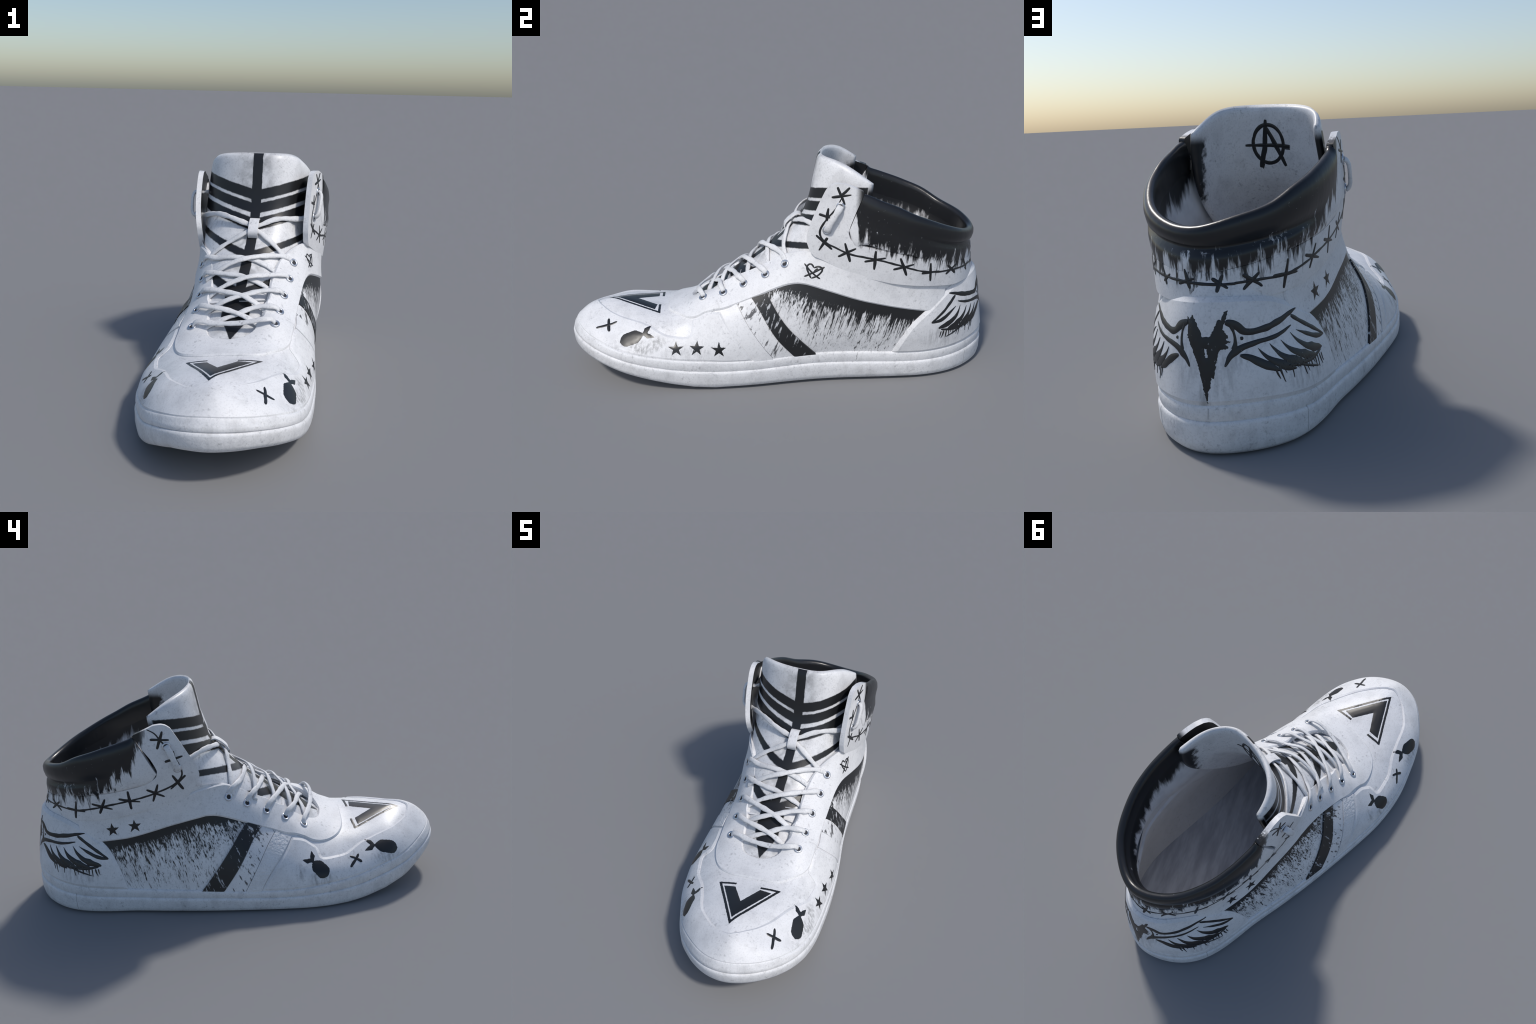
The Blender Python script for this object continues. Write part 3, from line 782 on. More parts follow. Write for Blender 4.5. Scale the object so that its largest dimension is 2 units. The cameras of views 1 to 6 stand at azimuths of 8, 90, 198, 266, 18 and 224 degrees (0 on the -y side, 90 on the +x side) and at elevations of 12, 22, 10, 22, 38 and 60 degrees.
low_l = [(.79, .452), (.649, .478), (.499, .504), (.376, .535), (.256, .58)]
seam_poly = apts(1, seam_l) + [ANKLE.uv(p) for p in heel_pts] + apts(-1, seam_m)
ank_poly = np.array(apts(1, flap_l) + seam_poly + apts(-1, flap_m) + apts(-1, low_m) + [ANKLE.uv(p) for p in low_h] + apts(1, low_l))
ank_panel = patch("ankle_panel", ANKLE.ev, ank_poly, .004, -.020, M_ankle, root, step=.014, bev=.006, edge_step=.009)

# ---- padded collar
def build_collar():
    sp_ = np.array(seam_poly)
    yl = lambda side, y, z: auv(side, y, z)[0]
    # knots along the collar: (s of the bottom, z bottom, z groove, z top, s of the top)
    K = []
    for y0, zs_, zg, y1, zt in [(.306, .752, .842, .366, .915), (.318, .708, .815, .385, .909), (.36, .688, .790, .43, .890), (.45, .666, .757, .51, .858), (.55, .640, .730, .586, .821), (.64, .610, .703, .656, .790), (.718, .585, .674, .725, .758), (.80, .561, .645, .80, .724)]:
        K.append((yl(1, y0, zs_), zs_, zg, zt, yl(1, y1, zt)))
    for x, y, zs_, zg, zt in [(.150, .865, .548, .625, .692), (.02, .912, .543, .612, .682), (-.09, .88, .553, .618, .708)]:
        s = ANKLE.uv((x, y, .62))[0]; K.append((s, zs_, zg, zt, s))
    for y0, zs_, zg, y1, zt in [(.80, .570, .632, .80, .738), (.729, .584, .648, .735, .776), (.651, .599, .669, .66, .806), (.58, .612, .687, .60, .828), (.526, .624, .705, .55, .845), (.45, .642, .742, .50, .862), (.395, .662, .79, .47, .874), (.366, .700, .825, .460, .884)]:
        K.append((yl(-1, y0, zs_), zs_, zg, zt, yl(-1, y1, zt)))
    K = np.array(K); t = chord(K[:, [0]]); q = np.linspace(0, t[-1], 260)
    K = np.stack([np.interp(q, t, K[:, c]) if c == 0 else spline(t, K[:, c], q) for c in range(5)], 1)
    # profile: fraction of height and outward offset
    prof = [(0, -.012), (0, .003), (.06, .005), (.22, .008), (.36, .005), ('g', -.007), ('g+', -.007), (.62, .009), (.76, .0135), (.88, .012), (.95, .006), (.985, .000), (1.0, -.009), (.985, -.019), (.94, -.025), (.86, -.028), (.72, -.031), (.5, -.034)]
    V = []
    for s0, zs_, zg, zt, s1 in K:
        e = min(1.0, min(q[len(V) // len(prof)] - 0, t[-1] - q[len(V) // len(prof)]) / .05)
        fg = (zg - zs_) / (zt - zs_)
        yq = ANKLE.ev(np.array([[s0, .2]]))[0][0, 1]; front = 1 - min(1, max(0, (yq - .50) / .28)); front = front * front * (3 - 2 * front)
        for f, o in prof:
            if o == -.007: o += .0155 * front
            elif f in (.22, .36, .06): o += .003 * front
            if f == 'g': f = fg - .03
            elif f == 'g+': f = fg + .03
            elif 0 < f < .5 and o > 0: f = f * (fg - .03) / .5 * 1.15 if f < .4 else f
            elif f > .5 and f < .9 and o > 0: f = fg + .03 + (f - .55) * (1 - fg - .03) / .45
            if o > 0: o = .003 + (o - .003) * (.75 + .25 * math.sqrt(e))
            V.append((s0 + (s1 - s0) * max(f, 0), zs_ + f * (zt - zs_), o))
    V = np.array(V)
    uv = np.c_[V[:, 0], (V[:, 1] - .44) / .53 * .53]
    P, N = ANKLE.ev(uv)
    N[:, 2] *= .3
    X = P + N * V[:, 2:3]
    nv = len(prof); nu = len(K)
    f = grid_faces(nu, nv)
    f.append(tuple(range(nv))[::-1]); f.append(tuple((nu - 1) * nv + i for i in range(nv)))
    ob = new_mesh("padded_collar", X.reshape(-1, 3), f, M_collar, root, angle=70)
    fix_normals(ob)
    return ob, X.reshape(nu, nv, 3), K
collar, COL, COLK = build_collar()

# ---- lining, from the collar's inner lip down to the footbed
def build_lining():
    # stations of the collar, carried on forwards behind both ankle flaps
    s0, s1 = COLK[0, 4], COLK[-1, 4]; f0, f1 = auv(1, .20, .80)[0], auv(-1, .24, .80)[0]; ne = 14
    S = np.r_[np.linspace(f0, s0, ne + 1)[:-1], COLK[:, 4], np.linspace(s1, f1, ne + 1)[1:]]
    nu = len(S); c = slice(ne, ne + len(COLK))
    fade = np.ones(nu); fade[:ne] = np.linspace(0, 1, ne); fade[-ne:] = np.linspace(1, 0, ne)
    fade = fade * fade * (3 - 2 * fade)
    def at(z, off):
        P, N = ANKLE.ev(np.c_[S, np.clip(z - .44, 0, .53) + np.zeros(nu)]); N[:, 2] = 0
        return P + N * np.reshape(-.0215 * (1 - fade) + off * fade, (-1, 1))
    zr = np.empty(nu); zr[c] = COL[:, -1][:, 2]; zr[:ne] = zr[ne]; zr[-ne:] = zr[-ne - 1]
    first = at(zr + .03, -.03); rim = at(zr, -.034); first[c] = COL[:, -2]; rim[c] = COL[:, -1]
    rows = [first, rim]
    rows += [at(zr + (.55 - zr) * f, o) for f, o in ((.25, -.040), (.5, -.048), (.72, -.052), (.86, -.046), (.94, -.040), (1.0, -.036))]
    for z in (.535, .515, .49):
        b = at(z, -.02); q = np.array([FOX.uv(p) for p in b]); P, N = FOX.ev(q); rows.append(P - N * (.028 if z > .53 else .024 if z > .5 else .019))
    R = np.stack(rows, 1)
    t = np.arange(R.shape[1]); tt = np.linspace(0, t[-1], 40)
    D = np.swapaxes(spline(t, np.swapaxes(R, 0, 1), tt), 0, 1)
    ob = new_mesh("lining", D.reshape(-1, 3), grid_faces(nu, 40), M_lining, root)
    return ob
lining = build_lining()

def build_insole():
    F = LOOP[::4, 2]; o = LOOP_N[::4, 2].copy(); o[:, 2] = 0
    P = F - o * .02; P = np.c_[P[:, :2]]
    V, T, bd = fill([resample(P, .02)], .05)
    z = .158 + .03 * np.clip(-V[:, 1] - .3, 0, 1) + .012 * np.clip(V[:, 1] - .4, 0, 1)
    return new_mesh("insole", np.c_[V, z], T, M_insole, root)
build_insole()

# ------------------------------------------------------------------ tongue
S_COL = [-1, -.75, -.45, 0, .45, .75, 1]
TONGUE = [
 [(-.100, -.420, .280), (-.080, -.425, .295), (-.045, -.432, .307), (.018, -.438, .315), (.075, -.438, .315), (.110, -.435, .308), (.140, -.430, .298)],
 [(-.160, -.200, .355), (-.135, -.210, .385), (-.078, -.225, .424), (.018, -.230, .448), (.105, -.232, .438), (.165, -.235, .408), (.200, -.230, .370)],
 [(-.215, .140, .500), (-.185, .060, .540), (-.105, -.005, .580), (.014, -.027, .599), (.125, -.010, .585), (.205, .050, .550), (.240, .130, .510)],
 [(-.237, .310, .630), (-.212, .200, .645), (-.122, .105, .668), (.027, .060, .682), (.160, .085, .672), (.236, .175, .650), (.262, .290, .630)],
 [(-.237, .360, .770), (-.217, .270, .778), (-.130, .180, .785), (.033, .135, .788), (.168, .163, .785), (.245, .268, .778), (.268, .385, .770)],
 [(-.226, .385, .890), (-.208, .292, .905), (-.122, .208, .915), (.033, .166, .918), (.158, .190, .916), (.237, .290, .906), (.265, .408, .890)],
 [(-.221, .393, .950), (-.198, .310, 1.003), (-.117, .232, 1.030), (.030, .190, 1.038), (.150, .214, 1.037), (.218, .304, 1.012), (.260, .411, .942)]]
def build_tongue():
    C = np.array(TONGUE)
    th = chord(C); D = spline(th, C, np.linspace(0, th[-1], 90))
    ts = np.array(S_COL, float); D = spline(ts, np.swapaxes(D, 0, 1), np.linspace(-1, 1, 80))       # across first axis
    D = np.swapaxes(D, 0, 1)
    N = grid_normals(D, False)
    if N[60, 40, 1] > 0: N = -N
    nu, nv = D.shape[:2]
    th_ = .013
    # closed sheet with rounded rim
    loops = []
    ss = np.linspace(-1, 1, nv)
    hh = np.linspace(0, 1, nu)
    e = np.minimum(1, np.minimum(np.minimum((1 - np.abs(ss))[None, :] / .06, 9), ((1 - hh) / .03)[:, None]))
    k = th_ * np.sqrt(np.clip(1 - (1 - e) ** 2, 0, 1))
    D = D - N * th_; A = D + N * k[..., None]; B = D - N * k[..., None]
    verts = np.vstack([A.reshape(-1, 3), B.reshape(-1, 3)])
    f = grid_faces(nu, nv) + [tuple(i + nu * nv for i in q[::-1]) for q in grid_faces(nu, nv)]
    ob = new_mesh("tongue", verts, f, M_tongue, root)
    bm = bmesh.new(); bm.from_mesh(ob.data); bmesh.ops.remove_doubles(bm, verts=bm.verts, dist=.0003)
    bmesh.ops.recalc_face_normals(bm, faces=bm.faces); bm.to_mesh(ob.data); bm.free()
    return ob, D, N
tongue, TON, TON_N = build_tongue()

def tube(name, path, up, w, h, mat, parent, n=None, prof=10, clear=False):
    """flat cord swept along a path; up gives the direction of its flat face at each point"""
    P = smooth_path(path, n or max(12, int(chord(path)[-1] / .008)))
    if clear: P = push_out(P, h / 2 + .0015)
    U = up(P) if callable(up) else np.tile(np.asarray(up, float), (len(P), 1))
    T = np.gradient(P, axis=0); T /= np.linalg.norm(T, axis=1, keepdims=True)
    U = U - (U * T).sum(1, keepdims=True) * T; U /= np.linalg.norm(U, axis=1, keepdims=True)
    S = np.cross(T, U)
    a = np.linspace(0, 2 * np.pi, prof, endpoint=False)
    ca = np.sign(np.cos(a)) * np.abs(np.cos(a)) ** .8; sa = np.sign(np.sin(a)) * np.abs(np.sin(a)) ** .8
    l = chord(P)
    wob = 1 + .10 * np.sin(l * 55 + P[0, 0] * 90) + .06 * np.sin(l * 130 + P[0, 1] * 70)
    X = P[:, None] + S[:, None] * (ca * w / 2)[None, :, None] * wob[:, None, None] + U[:, None] * (sa * h / 2)[None, :, None]
    nu = len(P); f = []
    for i in range(nu - 1):
        for k in range(prof):
            f.append((i * prof + k, i * prof + (k + 1) % prof, (i + 1) * prof + (k + 1) % prof, (i + 1) * prof + k))
    f.append(tuple(range(prof))[::-1]); f.append(tuple((nu - 1) * prof + k for k in range(prof)))
    ob = new_mesh(name, X.reshape(-1, 3), f, mat, parent)
    fix_normals(ob)
    return ob

# ------------------------------------------------------------------ surfaces to lay things on
def bvh_of(objs):
    dg = bpy.context.evaluated_depsgraph_get()
    V, F = [], []
    for o in objs:
        e = o.evaluated_get(dg); me = e.to_mesh(); n = len(V)
        V += [tuple(v.co) for v in me.vertices]; F += [tuple(i + n for i in p.vertices) for p in me.polygons]
        e.to_mesh_clear()
    return BVHTree.FromPolygons(V, F)
bpy.context.view_layer.update()
skins = [o for o in bpy.data.objects if o.type == 'MESH' and o.name.split('.')[0] in ("quarter", "mudguard", "eyestay", "heel_counter", "ankle_panel", "padded_collar", "side_stripe", "outsole", "foxing_band")]
SKIN = bvh_of(skins); TSKIN = bvh_of([tongue])

# ------------------------------------------------------------------ eyelets
EYE_L = [(.193, -.346, .393), (.198, -.253, .418), (.203, -.157, .463), (.212, -.055, .509), (.218, .035, .562)]
EYE_M = [(-.152, -.306, .343), (-.153, -.217, .388), (-.159, -.128, .433), (-.170, -.034, .482), (-.188, .052, .529)]
EYE_F = [(.308, .267, .858), (.300, .210, .749), (-.281, .313, .829), (-.277, .271, .722)]
def eyelet_mesh():
    R, r = .0150, .0052; nu, nv = 28, 10; V = []
    for i in range(nu):
        a = 2 * math.pi * i / nu
        for k in range(nv):
            b = 2 * math.pi * k / nv
            V.append(((R + r * math.cos(b)) * math.cos(a), (R + r * math.cos(b)) * math.sin(a), r * .8 * math.sin(b)))
    f = [(i * nv + k, ((i + 1) % nu) * nv + k, ((i + 1) % nu) * nv + (k + 1) % nv, i * nv + (k + 1) % nv) for i in range(nu) for k in range(nv)]
    ob = new_mesh("eyelet", V, f, M_metal, root)
    return ob
def disc_mesh():
    n = 20; V = [(0, 0, 0)] + [(.0135 * math.cos(2 * math.pi * i / n), .0135 * math.sin(2 * math.pi * i / n), 0) for i in range(n)]
    return new_mesh("eyelet_hole", V, [(0, 1 + i, 1 + (i + 1) % n) for i in range(n)], M_dark, root)
M_dark = make_paint("eyelet_dark", 0, .8, (.03, .03, .035, 1))
proto = eyelet_mesh(); hole = disc_mesh()
EYE_POS = []
for i, p in enumerate(EYE_L + EYE_M + EYE_F):
    _, nor, _, _ = SKIN.find_nearest(Vector(p))
    if nor.dot(Vector((p[0], 0, .3))) < 0: nor = -nor
    loc, nor2, _, _ = SKIN.ray_cast(Vector(p) + nor * .08, -nor)
    if nor2.dot(nor) > .6: nor = nor2
    elif nor2.dot(nor) < -.6: nor = -nor2
    EYE_POS.append((np.array(loc), np.array(nor)))
    a = proto if i == 0 else proto.copy(); h = hole if i == 0 else hole.copy()
    if i: 
        bpy.context.scene.collection.objects.link(a); bpy.context.scene.collection.objects.link(h)
    q = nor.to_track_quat('Z', 'Y')
    a.rotation_mode = h.rotation_mode = 'QUATERNION'
    a.rotation_quaternion = q; a.location = loc + nor * .0015
    h.rotation_quaternion = q; h.location = loc + nor * .0012
    h.parent = root; a.parent = root

# ------------------------------------------------------------------ laces
shoelace = bpy.data.objects.new("shoelace", None); bpy.context.scene.collection.objects.link(shoelace); shoelace.parent = root
ROWS = {  # strands that come out of an eyelet, cross the tongue and dive under the other side of the eyestay
 ('L', 4): [(.219, .033, .574), (.200, .024, .592), (.167, .013, .600), (.086, -.033, .604), (.030, -.067, .600), (-.025, -.080, .582), (-.100, -.085, .535), (-.150, -.080, .490)],
 ('M', 4): [(-.188, .048, .545), (-.178, .030, .570), (-.128, -.006, .580), (-.036, -.023, .578), (.064, -.035, .570), (.151, -.050, .540), (.19, -.055, .49)],
 ('L', 3): [(.212, -.055, .520), (.205, -.066, .534), (.181, -.085, .540), (.123, -.112, .540), (.059, -.150, .539), (-.009, -.165, .516), (-.079, -.178, .475), (-.125, -.180, .435)],
 ('M', 3): [(-.170, -.034, .496), (-.160, -.052, .516), (-.116, -.085, .530), (-.042, -.114, .535), (.032, -.131, .532), (.079, -.135, .513), (.136, -.140, .480), (.175, -.145, .445)],
 ('L', 2): [(.203, -.157, .474), (.195, -.170, .489), (.176, -.187, .496), (.136, -.200, .496), (.050, -.234, .480), (-.016, -.249, .459), (-.072, -.255, .425), (-.120, -.255, .385)],
 ('M', 2): [(-.159, -.128, .446), (-.150, -.142, .463), (-.128, -.160, .474), (-.048, -.202, .480), (.052, -.244, .475), (.128, -.265, .438), (.175, -.265, .405)],
 ('L', 1): [(.198, -.253, .428), (.190, -.262, .443), (.170, -.270, .449), (.116, -.272, .444), (.052, -.294, .424), (-.004, -.308, .396), (-.063, -.324, .372), (-.110, -.325, .335)],
 ('M', 1): [(-.153, -.220, .400), (-.145, -.232, .417), (-.114, -.258, .428), (-.030, -.291, .430), (.042, -.309, .418), (.103, -.327, .396), (.150, -.33, .36)],
 ('L', 0): [(.193, -.346, .403), (.188, -.354, .418), (.162, -.367, .424), (.098, -.377, .410), (.008, -.364, .392), (-.079, -.338, .382), (-.130, -.318, .378), (-.148, -.311, .368), (-.153, -.307, .350)],
 ('D', 0): [(.040, .066, .706), (.014, .050, .696), (-.048, .039, .660), (-.097, .037, .622), (-.150, .035, .572), (-.175, .035, .53)],
 ('D', 1): [(.035, .066, .706), (.067, .051, .694), (.110, .035, .666), (.151, .026, .630), (.190, .035, .580), (.21, .04, .545)],
 ('U', 0): [(.045, .080, .712), (.013, .082, .722), (-.056, .099, .742), (-.150, .162, .752), (-.235, .246, .728), (-.262, .270, .722)],
 ('U', 1): [(.030, .080, .712), (.062, .084, .720), (.111, .113, .736), (.181, .150, .744), (.248, .178, .744), (.285, .205, .749)]}
def push_out(P, gap):
    """lift cord points clear of the tongue"""
    P = P.copy()
    for it in range(4):
        for i, p in enumerate(P):
            loc, nor, _, d = TSKIN.find_nearest(Vector(p)); nor = np.array(nor); loc = np.array(loc)
            if nor[2] - nor[1] < 0:                       # nearest is the back of the tongue: take the front skin
                hit, n2, _, _ = TSKIN.ray_cast(Vector(p) + Vector((0, -.12, .14)), Vector((0, .65, -.76)))
                if hit is None: continue
                loc, nor = np.array(hit), np.array(n2)
            sd = (p - loc) @ nor
            if sd < gap: P[i] = p + nor * (gap - sd)
        if it < 3: P[1:-1] = (P[:-2] + 2 * P[1:-1] + P[2:]) / 4
    return P
def away(P):
    """direction away from the tongue's surface"""
    out = []
    for p in P:
        loc, nor, _, _ = TSKIN.find_nearest(Vector(p)); d = np.array(nor)
        if d[2] - d[1] < 0: d = -d
        out.append(d)
    out = np.array(out)
    for _ in range(6): out[1:-1] = (out[:-2] + out[1:-1] * 2 + out[2:]) / 4
    return out
for key, pts in ROWS.items():
    tube("lace_strand", np.array(pts), away, .0240, .0105, M_lace, shoelace, clear=True)
# the outer bights on the ankle flaps
for up_, lo_, sx in ((EYE_POS[10], EYE_POS[11], 1), (EYE_POS[12], EYE_POS[13], -1)):
    a, na = lo_; b, nb = up_; mid = (a + b) / 2; n = np.array([sx, -.25, 0]); n /= np.linalg.norm(n)
    pts = [a - n * .012, a + n * .010, a + n * .019 + (b - a) * .12, a + n * .022 + (b - a) * .32, b + n * .022 - (b - a) * .32, b + n * .019 - (b - a) * .12, b + n * .010, b - n * .012]
    tube("lace_strand", np.array(pts), lambda P, n=n: np.tile(n, (len(P), 1)), .027, .015, M_lace, shoelace)
tube("lace_strand", np.array([(-.255, .300, .830), (-.235, .305, .832), (-.215, .33, .83)]), away, .02, .012, M_lace, shoelace)
tube("lace_strand", np.array([(.285, .270, .858), (.265, .29, .858), (.245, .32, .855)]), away, .02, .012, M_lace, shoelace)

# ---- tongue loop that holds the lace
def build_loop():
    n = 14; a = np.linspace(0, 1, n)
    base0 = np.array((.0365, .040, .676)); base1 = np.array((.0365, .114, .738))
    d = base1 - base0; up = np.array((0, -.64, .77)); V = []
    prof = [base0 - up * .008, base0 + up * .004, base0 + d * .08 + up * .017, base0 + d * .3 + up * .024, base0 + d * .7 + up * .024, base0 + d * .92 + up * .017, base1 + up * .004, base1 - up * .008]
    C = smooth_path(prof, 30); T = np.gradient(C, axis=0); T /= np.linalg.norm(T, axis=1, keepdims=True)
    N = np.cross(T, (1, 0, 0)); N /= np.linalg.norm(N, axis=1, keepdims=True)
    if N[15] @ up < 0: N = -N
    ring = [(-.0215, -.003), (-.0225, 0), (-.0215, .003), (.0215, .003), (.0225, 0), (.0215, -.003)]
    V = np.array([[C[i] + np.array((1, 0, 0)) * x + N[i] * y for x, y in ring] for i in range(len(C))])
    k = len(ring); f = []
    for i in range(len(C) - 1):
        for j in range(k): f.append((i * k + j, i * k + (j + 1) % k, (i + 1) * k + (j + 1) % k, (i + 1) * k + j))
    ob = new_mesh("tongue_loop", V.reshape(-1, 3), f, M_white, tongue, angle=40)
    fix_normals(ob)
build_loop()
# ------------------------------------------------------------------ painted marks: thin coats of paint lying on the leather
def land(p, tree=SKIN):
    loc, nor, _, _ = tree.find_nearest(Vector(p)); loc, nor = np.array(loc), np.array(nor)
    if tree is SKIN:                        # come from outside, so that the outermost layer is met
        n = outward(loc, nor); h, m, _, _ = tree.ray_cast(Vector(np.asarray(p, float) + n * .035), Vector(-n))
        if h is not None and np.linalg.norm(np.array(h) - p) < .03: return np.array(h), np.array(m)
    else:
        h, m, _, _ = tree.ray_cast(Vector(np.asarray(p, float) + (0, .15, 0)), Vector((0, -1, 0)))
        if h is not None: return np.array(h), np.array(m)
    return loc, nor
def outward(p, n):
    """turn a normal so that it points out of the shoe"""
    d = np.array((p[0] - .02, .35 * max(0, p[1] - .6), .35 if p[1] < .1 else .02))
    return n if n @ d >= 0 else -n

def ribbon(name, pts, width, parent, mat=None, tree=SKIN, taper=.35, rough=.12, out=outward, lift=.0016, kind=None, seed=0):
    """brush stroke: a coat of paint along a path on the surface"""
    r = np.random.default_rng(seed + int(abs(pts[0][0] * 9e3 + pts[0][1] * 7e3 + pts[0][2] * 5e3)))
    P = smooth_path(pts, max(6, int(chord(pts)[-1] / .005)))
    n = len(P); loc = []; nor = []
    for p in P:
        l, m = land(p, tree); loc.append(l); nor.append(out(l, m))
    loc = np.array(loc); nor = np.array(nor)
    for _ in range(2): nor[1:-1] = (nor[:-2] + nor[1:-1] * 2 + nor[2:]) / 4
    nor /= np.linalg.norm(nor, axis=1, keepdims=True)
    T = np.gradient(loc, axis=0); T /= np.linalg.norm(T, axis=1, keepdims=True) + 1e-9
    S = np.cross(T, nor); S /= np.linalg.norm(S, axis=1, keepdims=True) + 1e-9
    t = np.linspace(0, 1, n)
    w = np.interp(t, np.linspace(0, 1, len(width)), width) if hasattr(width, '__len__') else np.full(n, width)
    end = np.minimum(1, np.minimum(t, 1 - t) / (.08 + 1e-9))
    w = w * (taper + (1 - taper) * np.sqrt(end))
    soft = lambda q: np.convolve(np.pad(q, 3, mode='edge'), (.1, .2, .25, .25, .2, .1, .0), 'valid') * 1.7
    jl = 1 + rough * soft(r.standard_normal(n)); jr = 1 + rough * soft(r.standard_normal(n))
    V = []
    for i in range(n):
        for a in (-1, -.5, 0, .5, 1):
            q = loc[i] + S[i] * a * w[i] / 2 * (jl[i] if a < 0 else jr[i])
            l, m = land(q, tree); m = out(l, m)
            if np.linalg.norm(l - q) > .04: l = q
            V.append(l + nor[i] * (lift if abs(a) < 1 else .0002))
    ob = new_mesh(name, V, grid_faces(n, 5), mat or M_dry, parent, kind=kind)
    f = ob.data.polygons[len(ob.data.polygons) // 2]
    if np.array(f.normal) @ nor[n // 2] < 0: ob.data.flip_normals()
    return ob

def coat(name, polys, to3d, parent, mat=None, tree=SKIN, step=.008, jitter=.0006, edge=.004, lift=.0016, seed=1):
    """filled painted shape: a flat outline laid on the surface along to3d's direction"""
    r = np.random.default_rng(seed)
    Q = []
    for p in polys:
        p = resample(np.array(p, float), edge); Q.append(p + r.standard_normal(p.shape) * jitter)
    V2, F, bd = fill(Q, step); V = []; ok = np.ones(len(V2), bool); Nn = []
    for i, q in enumerate(V2):
        o, d = to3d(q)
        h, m, _, _ = tree.ray_cast(Vector(o), Vector(d))
        if h is None: ok[i] = False; V.append(o); Nn.append(d); continue
        m = np.array(m); m = m if m @ np.array(d) < 0 else -m
        V.append(np.array(h)); Nn.append(m)
    V = np.array(V); Nn = np.array(Nn)
    onb = np.zeros(len(V2), bool)
    for a, b in bd: onb[a] = onb[b] = True
    V = V + Nn * np.where(onb, .0002, lift)[:, None]
    F = [f for f in F if ok[list(f)].all() and max(np.linalg.norm(V[f[i]] - V[f[(i + 1) % 3]]) for i in range(3)) < .05]
    ob = new_mesh(name, V, F, mat or M_paint, parent)
    if F:
        f = ob.data.polygons[0]
        if np.array(f.normal) @ Nn[f.vertices[0]] < 0: ob.data.flip_normals()
    return ob

def frame(p, up, tree=SKIN):
    """local drawing frame on the surface near p: returns map from (x, y) to a ray"""
    l, n = land(p, tree); n = outward(l, n)
    acc = n.copy()
    up = np.array(up, float); up -= (up @ acc) * acc; up /= np.linalg.norm(up)
    R = np.cross(up, acc)
    return lambda q: (l + R * q[0] + up * q[1] + acc * .12, -acc)

def part(name): return bpy.data.objects[name]
P_mud, P_vamp, P_stay, P_heel, P_ank = part("mudguard"), quarter, part("eyestay"), part("heel_counter"), part("ankle_panel")

# stars: five points, a little uneven
def star(p, R_, rot, parent, seed):
    r = np.random.default_rng(seed); pts = []
    for k in range(10):
        a = math.pi / 2 + k * math.pi / 5 + rot; q = (R_ if k % 2 == 0 else R_ * .40) * (1 + .05 * r.standard_normal())
        pts.append((q * math.cos(a), q * math.sin(a)))
    coat("star_mark", [pts], frame(p, (0, 0, 1)), parent, M_dry, step=.01, edge=.003, jitter=.0004, seed=seed)
for k, (p, rr) in enumerate((((.338, -.472, .208), .02), ((.342, -.377, .211), -.04), ((.348, -.277, .206), .0))): star(p, .036, rr, P_mud, 11 + k)
for k, (p, rr) in enumerate((((-.228, .588, .417), .12), ((-.243, .486, .438), .05))): star(p, .034, rr, P_stay, 21 + k)

# bombs: rounded body, narrow neck, swallow-tail fins
def bomb(nose, tail, w, parent, seed):
    nose, tail = np.array(nose, float), np.array(tail, float)
    L = np.linalg.norm(tail - nose); c = (nose + tail) / 2
    up = []
    for s in np.linspace(0, 1, 16):                       # nose to tail cone, y runs from nose to tail
        x = min(1, (math.sin(min(s / .30, 1) * math.pi / 2)) ** .6) * (1 if s < .72 else 1 - .62 * ((s - .72) / .28) ** 1.6)
        up.append((w / 2 * x, -L / 2 + s * L * .66))
    neck = L * .16
    up += [(w * .10, neck + L * .02), (w * .12, neck + L * .05), (w * .42, neck + L * .13), (w * .50, L * .5), (w * .20, neck + L * .25), (w * .02, neck + L * .17)]
    pts = up + [(-x, y) for x, y in up[-2::-1]]
    coat("bomb_mark", [pts], frame(c, tail - nose), parent, M_paint, step=.012, edge=.004, seed=seed)
bomb((.298, -.730, .226), (.280, -.578, .272), .064, P_mud, 31)
bomb((-.344, -.398, .163), (-.282, -.305, .246), .066, P_mud, 32)
bomb((-.215, -.760, .222), (-.218, -.596, .250), .064, P_mud, 33)
# brushed crosses
for a in ([(.212, -.752, .290), (.221, -.786, .282), (.227, -.848, .264)], [(.190, -.795, .298), (.222, -.792, .282), (.254, -.786, .262)]): ribbon("cross_mark", a, (.011, .014, .013), P_mud)
for a in ([(-.255, -.559, .222), (-.273, -.545, .207), (-.303, -.511, .180)], [(-.268, -.515, .220), (-.274, -.547, .207), (-.280, -.572, .192)]): ribbon("cross_mark", a, (.011, .013, .014), P_mud)

# heart struck through
hz = lambda a: [(x - .008, y, z) for x, y, z in a]
ribbon("heart_mark", hz([(.294, .144, .523), (.284, .131, .550), (.276, .129, .574), (.277, .142, .584), (.284, .159, .567)]), .0082, P_stay)
ribbon("heart_mark", hz([(.284, .159, .567), (.287, .178, .575), (.291, .194, .566), (.295, .184, .545), (.294, .144, .523)]), .0082, P_stay)
for a in ([(.269, .117, .583), (.290, .151, .546), (.300, .184, .521)], [(.291, .205, .574), (.290, .159, .550), (.287, .114, .529)], [(.286, .176, .566), (.288, .158, .552)]): ribbon("heart_mark", hz(a), .0082, P_stay)

